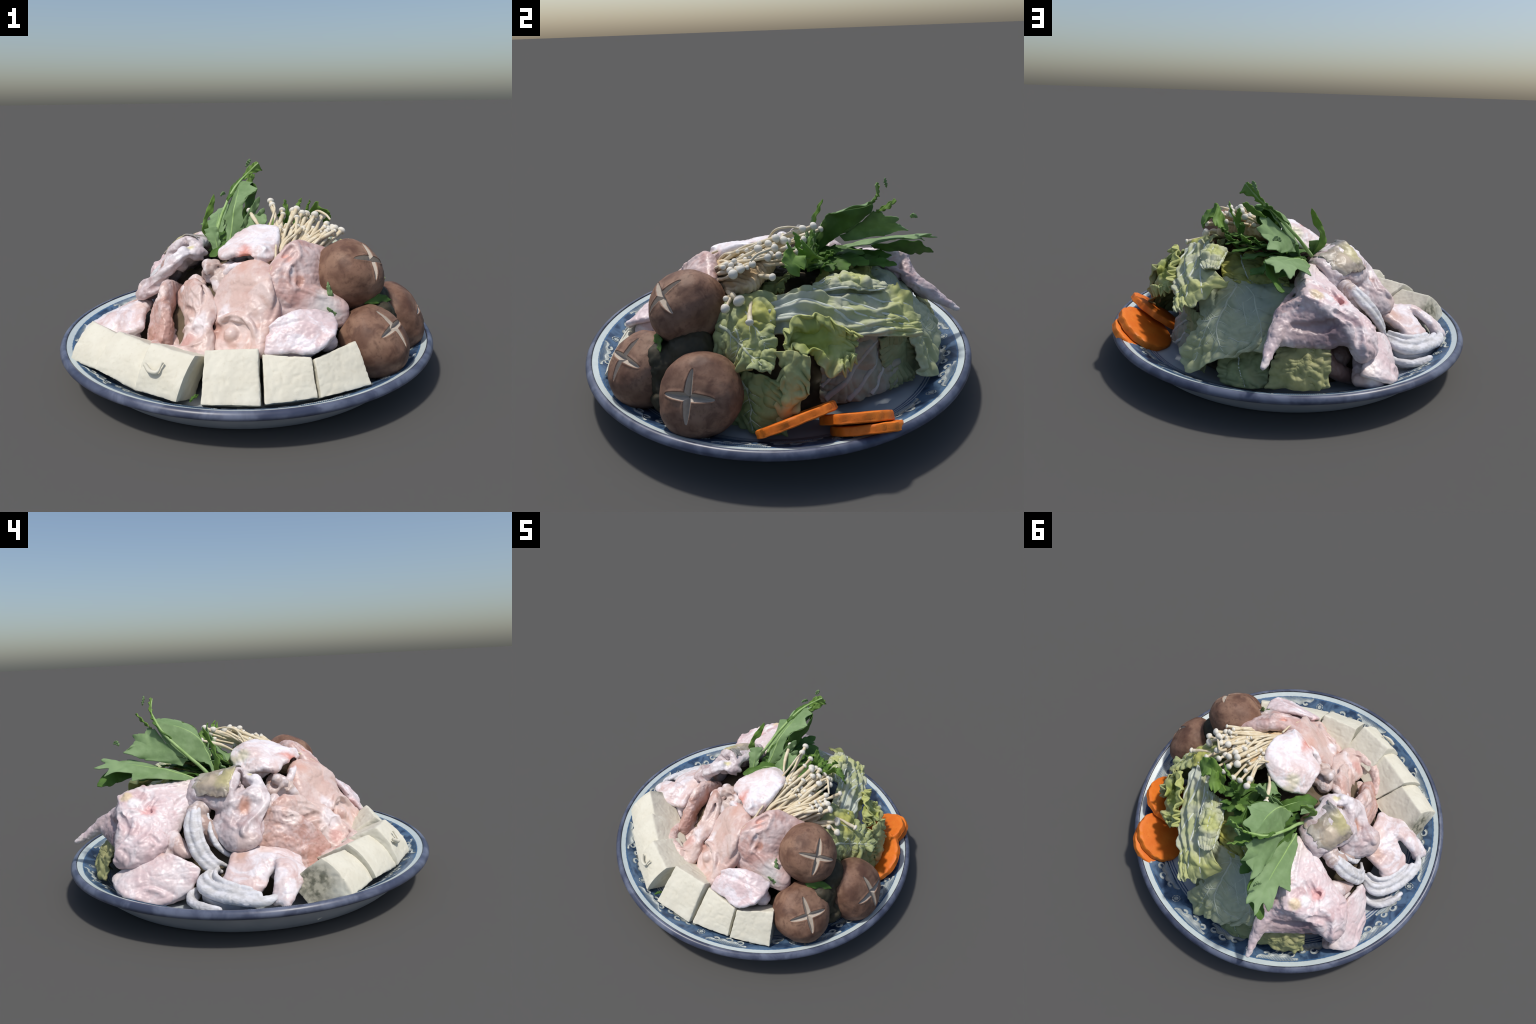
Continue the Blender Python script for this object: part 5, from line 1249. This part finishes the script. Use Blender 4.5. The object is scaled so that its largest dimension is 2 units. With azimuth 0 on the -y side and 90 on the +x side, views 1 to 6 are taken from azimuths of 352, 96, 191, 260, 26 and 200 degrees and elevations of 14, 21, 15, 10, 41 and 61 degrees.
blade([(-0.085, 0.345, 0.685), (-0.075, 0.42, 0.705), (-0.04, 0.50, 0.755), (0.0, 0.555, 0.79), (0.035, 0.60, 0.805)],
      [(-0.085, 0.33, 0.70), (-0.08, 0.37, 0.72), (-0.03, 0.44, 0.79), (0.02, 0.49, 0.86), (0.062, 0.53, 0.866), (0.036, 0.55, 0.845), (0.058, 0.610, 0.834), (0.04, 0.602, 0.81)],
      [(-0.09, 0.36, 0.665), (-0.075, 0.46, 0.69), (-0.058, 0.545, 0.705), (-0.05, 0.60, 0.725), (-0.018, 0.670, 0.751), (-0.005, 0.63, 0.775), (0.035, 0.606, 0.803)], MAT_TOP, 6, 0.06, 0.3, seed=2, taper=0.02, rib=0, sweep=0, nu=130, nv=44)
blade([(0.03, 0.10, 0.65), (0.07, 0.12, 0.70), (0.105, 0.145, 0.74), (0.134, 0.164, 0.764)], [(0.0, 0.12, 0.67), (0.03, 0.15, 0.72), (0.045, 0.185, 0.755), (0.09, 0.175, 0.755), (0.130, 0.17, 0.768)], [(0.055, 0.055, 0.685), (0.10, 0.08, 0.690), (0.115, 0.11, 0.70), (0.135, 0.125, 0.735), (0.138, 0.16, 0.760)], MAT_TOP, 3, 0.05, 0, seed=15, taper=0.03, sweep=0, rib=0.004)
# tall stalk with small leaflets
V, F = pipe(crom(A([(-0.185, 0.19, 0.56), (-0.144, 0.249, 0.642), (-0.100, 0.347, 0.736), (-0.035, 0.449, 0.843), (0.027, 0.489, 0.915), (0.080, 0.505, 0.962), (0.141, 0.492, 1.022)]), np.linspace(0, 1, 60)), np.linspace(0.0105, 0.005, 60), 10, wob=0.001)
obj("leaf_stalk", V, F, STALK, greens)
blade([(0.045, 0.495, 0.93), (0.08, 0.505, 0.962), (0.115, 0.50, 0.995), (0.141, 0.493, 1.025)], [(0.04, 0.505, 0.94), (0.07, 0.515, 0.985), (0.105, 0.510, 1.02), (0.138, 0.495, 1.034)],
      [(0.055, 0.49, 0.92), (0.105, 0.495, 0.95), (0.155, 0.503, 0.966), (0.173, 0.507, 0.978)], MAT_FRESH, 1.6, 0.35, 0.2, rib=0, seed=3, nu=50, nv=18)
blade([(-0.06, 0.41, 0.81), (-0.02, 0.46, 0.86), (0.02, 0.49, 0.91), (0.04, 0.50, 0.935)], *around([(-0.06, 0.415, 0.815), (-0.02, 0.465, 0.865), (0.02, 0.495, 0.912), (0.04, 0.50, 0.935)], [0.01, 0.024, 0.016, 0.004], (-0.6, 0.5, 0.4)), MAT_DEEP, 2, 0.4, 0, rib=0, seed=4, nu=50, nv=18)
mid = [(0.035, 0.505, 0.865), (0.065, 0.53, 0.885), (0.10, 0.562, 0.915), (0.130, 0.590, 0.943)]
blade(mid, *around(mid, [0.008, 0.016, 0.022, 0.012], (-0.4, 0.3, 0.7)), MAT_FRESH, 2, 0.3, 0.2, rib=0.003, seed=5, nu=50, nv=18)
# leaf drooping over the fish wing
blade([(-0.14, 0.29, 0.59), (-0.125, 0.42, 0.648), (-0.105, 0.55, 0.680), (-0.09, 0.68, 0.700), (-0.085, 0.827, 0.690)],
      [(-0.11, 0.31, 0.60), (-0.065, 0.45, 0.655), (-0.025, 0.58, 0.695), (-0.012, 0.68, 0.71), (-0.014, 0.735, 0.712), (-0.026, 0.790, 0.726), (-0.06, 0.77, 0.705), (-0.078, 0.81, 0.695)],
      [(-0.165, 0.32, 0.585), (-0.178, 0.45, 0.612), (-0.195, 0.56, 0.635), (-0.218, 0.640, 0.624), (-0.165, 0.63, 0.660), (-0.155, 0.70, 0.668), (-0.150, 0.780, 0.650), (-0.105, 0.745, 0.682), (-0.095, 0.81, 0.685)], MAT_TOP, 5, 0.10, 0.05, seed=6, taper=0.02, sweep=0, nu=150, nv=46)
blade([(-0.045, 0.50, 0.655), (-0.03, 0.60, 0.665), (-0.042, 0.70, 0.655), (-0.075, 0.755, 0.622), (-0.114, 0.814, 0.597)], [(-0.03, 0.49, 0.662), (-0.012, 0.60, 0.692), (-0.004, 0.70, 0.703), (-0.03, 0.76, 0.665), (-0.10, 0.822, 0.600)],
      [(-0.06, 0.51, 0.635), (-0.06, 0.60, 0.622), (-0.075, 0.70, 0.602), (-0.105, 0.745, 0.592), (-0.125, 0.80, 0.594)], MAT_DEEP, 4, 0.08, 0.3, rib=0, seed=7, nu=80, nv=30, sweep=0, taper=0.03)
# ear-shaped leaflet, short broad leaf in front of it
mid = [(-0.155, 0.19, 0.60), (-0.205, 0.186, 0.685), (-0.205, 0.196, 0.735), (-0.181, 0.209, 0.784), (-0.165, 0.228, 0.83), (-0.150, 0.246, 0.876)]
blade(mid, *around(mid, [0.004, 0.022, 0.015, 0.026, 0.018, 0.010], (0.85, 0.5, 0.2)), MAT_FRESH, 0.01, 0.0, 0, rib=0, seed=8, nu=60, nv=20, taper=0.10, sweep=0)
blade([(-0.145, 0.075, 0.55), (-0.152, 0.12, 0.625), (-0.178, 0.195, 0.695)], [(-0.16, 0.07, 0.56), (-0.195, 0.125, 0.635), (-0.222, 0.170, 0.692)], [(-0.13, 0.085, 0.56), (-0.125, 0.15, 0.635), (-0.138, 0.222, 0.695)], MAT_TOP, 1.2, 0.2, 0.1, seed=9, nu=60, nv=24, taper=0.03)
blade([(0.02, 0.19, 0.60), (-0.06, 0.14, 0.615), (-0.13, 0.085, 0.60), (-0.20, 0.05, 0.565)], [(0.0, 0.23, 0.60), (-0.08, 0.19, 0.615), (-0.15, 0.135, 0.60), (-0.205, 0.075, 0.57)], [(0.02, 0.14, 0.585), (-0.05, 0.09, 0.60), (-0.11, 0.04, 0.585), (-0.19, 0.02, 0.555)], MAT_DEEP, 3, 0.12, 0.2, seed=16, nu=80, nv=30, sweep=0, rib=0.005)
# fingers behind the enoki
mid = [(0.00, 0.20, 0.65), (0.035, 0.205, 0.72), (0.07, 0.20, 0.79), (0.105, 0.196, 0.862)]
blade(mid, *around(mid, [0.028, 0.024, 0.020, 0.012], (0.7, 0.1, -0.4)), MAT_TOP, 1, 0.1, 0, seed=10, nu=60, nv=20, rib=0.004)
mid = [(0.0, 0.165, 0.63), (0.06, 0.17, 0.70), (0.10, 0.175, 0.755), (0.128, 0.178, 0.80)]
blade(mid, *around(mid, [0.028, 0.030, 0.022, 0.010], (0.7, 0.1, -0.4)), MAT_TOP, 1, 0.1, 0.5, seed=11, nu=60, nv=20, rib=0.004)
# frilly clump between enoki and cabbage
blade([(0.33, 0.14, 0.69), (0.395, 0.135, 0.765), (0.455, 0.12, 0.76), (0.495, 0.115, 0.725)], [(0.34, 0.11, 0.73), (0.395, 0.095, 0.835), (0.46, 0.08, 0.80), (0.507, 0.084, 0.762)], [(0.35, 0.19, 0.70), (0.41, 0.20, 0.77), (0.452, 0.175, 0.725), (0.472, 0.150, 0.685)], MAT_FRESH, 2.4, 0.35, 0, seed=12, nu=80, nv=30, rib=0.004)
blade([(0.33, 0.17, 0.69), (0.365, 0.20, 0.765), (0.393, 0.225, 0.77)], [(0.33, 0.13, 0.71), (0.372, 0.145, 0.81), (0.388, 0.160, 0.852)], [(0.30, 0.21, 0.69), (0.335, 0.25, 0.73), (0.37, 0.262, 0.735)], MAT_FRESH, 2, 0.4, 0.2, seed=13, nu=70, nv=26, rib=0.004)
for k, (p0, p1, w) in enumerate([((0.25, 0.19, 0.67), (0.247, 0.198, 0.842), 0.022), ((0.22, 0.23, 0.66), (0.225, 0.214, 0.77), 0.022), ((0.24, 0.24, 0.62), (0.29, 0.285, 0.71), 0.032), ((0.16, 0.25, 0.63), (0.20, 0.30, 0.715), 0.032), ((0.30, 0.18, 0.66), (0.33, 0.24, 0.73), 0.028), ((0.10, 0.24, 0.62), (0.13, 0.30, 0.70), 0.032), ((0.26, 0.17, 0.70), (0.33, 0.12, 0.86), 0.02)]):
    p0, p1 = A(p0), A(p1)
    mid = [p0, p0 * 0.6 + p1 * 0.4 + A([0.01, -0.01, 0.01]), p0 * 0.3 + p1 * 0.7 + A([0.006, 0.004, 0.012]), p1]
    blade(mid, *around(mid, [w * 0.4, w, w * 0.9, w * 0.4], (0.7, 0.6 - 0.25 * k, 0.3)), MAT_FRESH if k % 3 == 0 else MAT_DEEP, 2, 0.45, 0.1 * k, rib=0, seed=20 + k, nu=50, nv=18)
# dark leaves under the bunch, mostly added to fill the dark hole there
for k, (p0, p1, w) in enumerate([((-0.05, 0.28, 0.575), (0.078, 0.612, 0.602), 0.055), ((0.0, 0.25, 0.60), (0.16, 0.47, 0.635), 0.06), ((0.05, 0.2, 0.62), (0.24, 0.37, 0.64), 0.06), ((-0.12, 0.22, 0.58), (-0.02, 0.46, 0.625), 0.06), ((0.12, 0.18, 0.63), (0.30, 0.30, 0.66), 0.05), ((-0.10, 0.3, 0.56), (-0.06, 0.60, 0.60), 0.05), ((0.0, 0.15, 0.6), (0.08, 0.34, 0.68), 0.05), ((0.02, 0.09, 0.57), (0.22, 0.20, 0.645), 0.07), ((0.10, 0.04, 0.60), (0.24, 0.26, 0.655), 0.06), ((-0.02, 0.12, 0.57), (0.12, 0.40, 0.63), 0.07), ((0.15, 0.10, 0.63), (0.33, 0.22, 0.69), 0.055), ((-0.06, 0.10, 0.55), (-0.10, 0.32, 0.60), 0.055)]):
    p0, p1 = A(p0), A(p1)
    mid = [p0, p0 * 0.65 + p1 * 0.35 + A([0, 0, 0.02]), p0 * 0.3 + p1 * 0.7 + A([0, 0, 0.015]), p1]
    d = np.cross(p1 - p0, A([0.1, -0.1, 1]))
    blade(mid, *around(mid, [w * 0.4, w, w, w * 0.5], d), MAT_DEEP, 2.5, 0.45, 0.13 * k, rib=0.004, seed=30 + k, nu=80, nv=26)
# two loose fragments and the sprigs among the mushrooms
for mid, w, d in (([(0.072, 0.546, 0.995), (0.085, 0.541, 1.02), (0.097, 0.536, 1.043)], [0.004, 0.010, 0.006], (0.9, -0.2, -0.5)),
                  ([(-0.078, 0.685, 0.80), (-0.06, 0.70, 0.815), (-0.047, 0.715, 0.812)], [0.006, 0.011, 0.008], (0.2, 0.5, -0.8)),
                  ([(0.50, -0.47, 0.44), (0.55, -0.486, 0.450), (0.60, -0.46, 0.445), (0.665, -0.438, 0.428)], [0.01, 0.022, 0.024, 0.004], (0.2, 0.6, 0.7)),
                  ([(0.31, -0.56, 0.452), (0.335, -0.548, 0.425), (0.36, -0.54, 0.40), (0.40, -0.535, 0.37)], [0.003, 0.009, 0.013, 0.008], (0.6, 0.2, 0.7)),
                  ([(0.352, -0.50, 0.47), (0.34, -0.505, 0.495), (0.33, -0.50, 0.53), (0.328, -0.493, 0.558)], [0.008, 0.012, 0.008, 0.002], (0.9, -0.2, 0.3)),
                  ([(-0.34, -0.80, 0.155), (-0.325, -0.79, 0.165), (-0.31, -0.77, 0.16)], [0.006, 0.014, 0.006], (0.3, 0.7, 0.1))):
    blade(mid, *around(mid, w, d), MAT_DEEP if w[1] > 0.0125 else MAT_TOP, 1, 0.04, 0, rib=0, seed=50, nu=36, nv=14, thick=0.007)

# ================================================================== ENOKI
enoki = empty("enoki_bunch", (0.10, -0.28, 0.55))
tag(enoki, "bunch of thin cream enoki mushrooms with small round caps", "enoki mushrooms")
m = Nodes("enoki_stem", 0.55, 0.3)
c = m.mix(m.range(m.noise(24, 4), 0.36, 0.66), (0.60, 0.50, 0.33), (0.70, 0.63, 0.48))
m.bump(m.noise(60, 3), 0.2, 0.003)
ENOKI_STEM = m.done(c)
ENOKI_CAP = simple_mat("enoki_cap", (0.66, 0.62, 0.52), (0.76, 0.73, 0.66), 16, 0.5, 0.15)
ENOKI_ROOT = simple_mat("enoki_root", (0.56, 0.40, 0.22), (0.66, 0.52, 0.34), 16, 0.6, 0.5, 26, stretch=(1, 1, 1))
s = Soft(0.008)
s.sheet([[(0.035, -0.355, 0.535, 0.03), (0.08, -0.34, 0.55, 0.04), (0.13, -0.34, 0.55, 0.04), (0.19, -0.33, 0.56, 0.04)],
         [(0.10, -0.24, 0.59, 0.045), (0.16, -0.22, 0.605, 0.055), (0.22, -0.22, 0.605, 0.055), (0.30, -0.21, 0.595, 0.045)],
         [(0.15, -0.13, 0.63, 0.045), (0.22, -0.11, 0.64, 0.055), (0.30, -0.12, 0.64, 0.055), (0.38, -0.14, 0.605, 0.045)],
         [(0.19, -0.03, 0.665, 0.035), (0.26, -0.01, 0.675, 0.04), (0.34, -0.03, 0.67, 0.04), (0.42, -0.07, 0.635, 0.035)]])
V, F = s.mesh(seed=15, wrinkle=0.005, freq=20, fine=0.003)
# stems fused side by side: furrows running up the bunch
ax = unit(A([0.30, 0.42, 0.24]))
side = unit(np.cross(ax, A([0, 0, 1.0])))
V = V + vertex_normals(V, F) * (0.006 * np.sin(((V - A([0.1, -0.3, 0.58])) @ side) * 320 + 2 * noise(V, 8, 3)))[:, None]
root = obj("enoki_base", V, F, ENOKI_ROOT, enoki)


def cap_mesh(R, squash, seed):
    n, mseg = 14, 18
    t = np.linspace(0, 1, n)
    prof = np.stack([np.sin(t * math.pi * 0.98), np.cos(t * math.pi * 0.98)], 1)
    a = np.linspace(0, 2 * math.pi, mseg, endpoint=False)
    z = np.where(prof[:, 1] > 0, prof[:, 1] * squash, prof[:, 1] * squash * 0.75)
    P = np.stack([prof[:, :1] * np.cos(a), prof[:, :1] * np.sin(a), np.repeat(z[:, None], mseg, 1)], -1).reshape(-1, 3) * R
    P *= (1 + 0.07 * noise(P, 1.0 / R, seed))[:, None]
    F = grid_faces(n, mseg, True).tolist() + [list(range(mseg))[::-1], [(n - 1) * mseg + k for k in range(mseg)]]
    return new_mesh("enoki_cap", P, F, ENOKI_CAP)


CAPS = [cap_mesh(1.0, q, k) for k, q in enumerate((0.85, 1.05, 0.95, 0.75))]
HEADS = [  # cap centre, cap radius, optional start of the stem
    ((0.169, 0.204, 0.832), 0.020), ((0.170, 0.153, 0.819), 0.019, (0.140, -0.07, 0.69)), ((0.049, 0.236, 0.778), 0.016, (0.11, 0.02, 0.68)), ((0.228, 0.161, 0.786), 0.019), ((0.280, 0.137, 0.745), 0.019),
    ((0.274, 0.073, 0.797), 0.022), ((0.285, 0.038, 0.812), 0.021), ((0.340, 0.036, 0.785), 0.021), ((0.394, 0.058, 0.770), 0.018), ((0.370, -0.035, 0.792), 0.020), ((0.424, 0.012, 0.772), 0.019),
    ((0.271, -0.041, 0.780), 0.017), ((0.492, -0.133, 0.719), 0.022), ((0.463, -0.106, 0.730), 0.018), ((0.437, -0.155, 0.714), 0.018), ((0.420, -0.13, 0.715), 0.015), ((0.536, -0.107, 0.614), 0.027, (0.42, -0.16, 0.60)), ((0.563, -0.163, 0.590), 0.020, (0.42, -0.18, 0.58)),
    ((0.509, -0.167, 0.611), 0.015, (0.40, -0.18, 0.60)), ((0.639, -0.049, 0.564), 0.018, (0.46, -0.055, 0.585)), ((0.487, 0.037, 0.705), 0.017, (0.33, -0.06, 0.66)), ((0.197, -0.092, 0.722), 0.013), ((0.395, 0.095, 0.735), 0.019), ((0.35, 0.115, 0.740), 0.018), ((0.32, 0.095, 0.780), 0.018),
    ((0.43, -0.055, 0.742), 0.017), ((0.245, -0.015, 0.765), 0.014), ((0.16, -0.05, 0.72), 0.013), ((0.14, -0.12, 0.70), 0.013), ((0.31, 0.005, 0.795), 0.018), ((0.305, -0.16, 0.70), 0.013), ((0.36, -0.19, 0.69), 0.016), ((0.22, 0.09, 0.775), 0.016), ((0.37, 0.02, 0.765), 0.017)]
for k in range(34):  # shorter ones packed between
    w = rng.random(3)
    p = A([0.17 + 0.28 * w[0], -0.10 + 0.15 * w[1] - 0.12 * w[0], 0.72 + 0.03 * w[2] - 0.02 * abs(w[0] - 0.5)])
    HEADS.append((tuple(p), 0.010 + 0.006 * rng.random()))
for k, h in enumerate(HEADS):
    tip, R = A(h[0]), h[1]
    q = rng.random(2) - 0.5
    if len(h) > 2:
        b = A(h[2])
    else:
        f = np.clip((tip[0] - 0.15) / 0.35, 0, 1)
        b = A([0.08, -0.32, 0.575]) + f * A([0.13, 0.02, 0.01]) + A([0.05 * q[0], 0.03 * q[1], 0.02 * q[1]])
    mid = b * 0.45 + tip * 0.55 + A([0.055 * q[0], -0.045 * q[1], 0.002 + 0.022 * rng.random()])
    axis = unit(tip - mid)
    path = crom(A([b, b * 0.72 + mid * 0.28, mid, mid * 0.4 + tip * 0.6, tip - axis * R * 0.2]), np.linspace(0, 1, 26))
    rs = 0.0098 if k < 34 else 0.0085
    V, F = pipe(path, rs * (1 + 0.25 * np.sin(np.linspace(0, 9, 26) + k)), 9, wob=0.0015, seed=k)
    stem = obj("enoki_stem", V, F, ENOKI_STEM, enoki)
    co = bpy.data.objects.new("enoki_cap", CAPS[k % 4])
    scene.collection.objects.link(co)
    put(co, tip, enoki)
    co.scale = (R, R, R * (0.9 + 0.2 * rng.random()))
    co.rotation_mode = "QUATERNION"
    co.rotation_quaternion = Vector(axis).to_track_quat("Z", "Y")
# stray threads lying across the fish
for pts, r in (([(0.12, -0.27, 0.69), (0.10, -0.36, 0.64), (0.07, -0.42, 0.605), (0.038, -0.467, 0.566)], 0.006), ([(0.12, -0.03, 0.725), (0.16, 0.02, 0.808), (0.168, 0.08, 0.828), (0.171, 0.145, 0.822)], 0.0065), ([(0.37, 0.0, 0.79), (0.40, 0.02, 0.80), (0.43, -0.03, 0.79), (0.45, -0.06, 0.765)], 0.008)):
    V, F = pipe(crom(A(pts), np.linspace(0, 1, 30)), np.linspace(r, r * 0.7, 30), 9, wob=0.001)
    obj("enoki_stem", V, F, ENOKI_STEM, enoki)

for o in bpy.data.objects:
    if "world_origin" in o:
        del o["world_origin"]
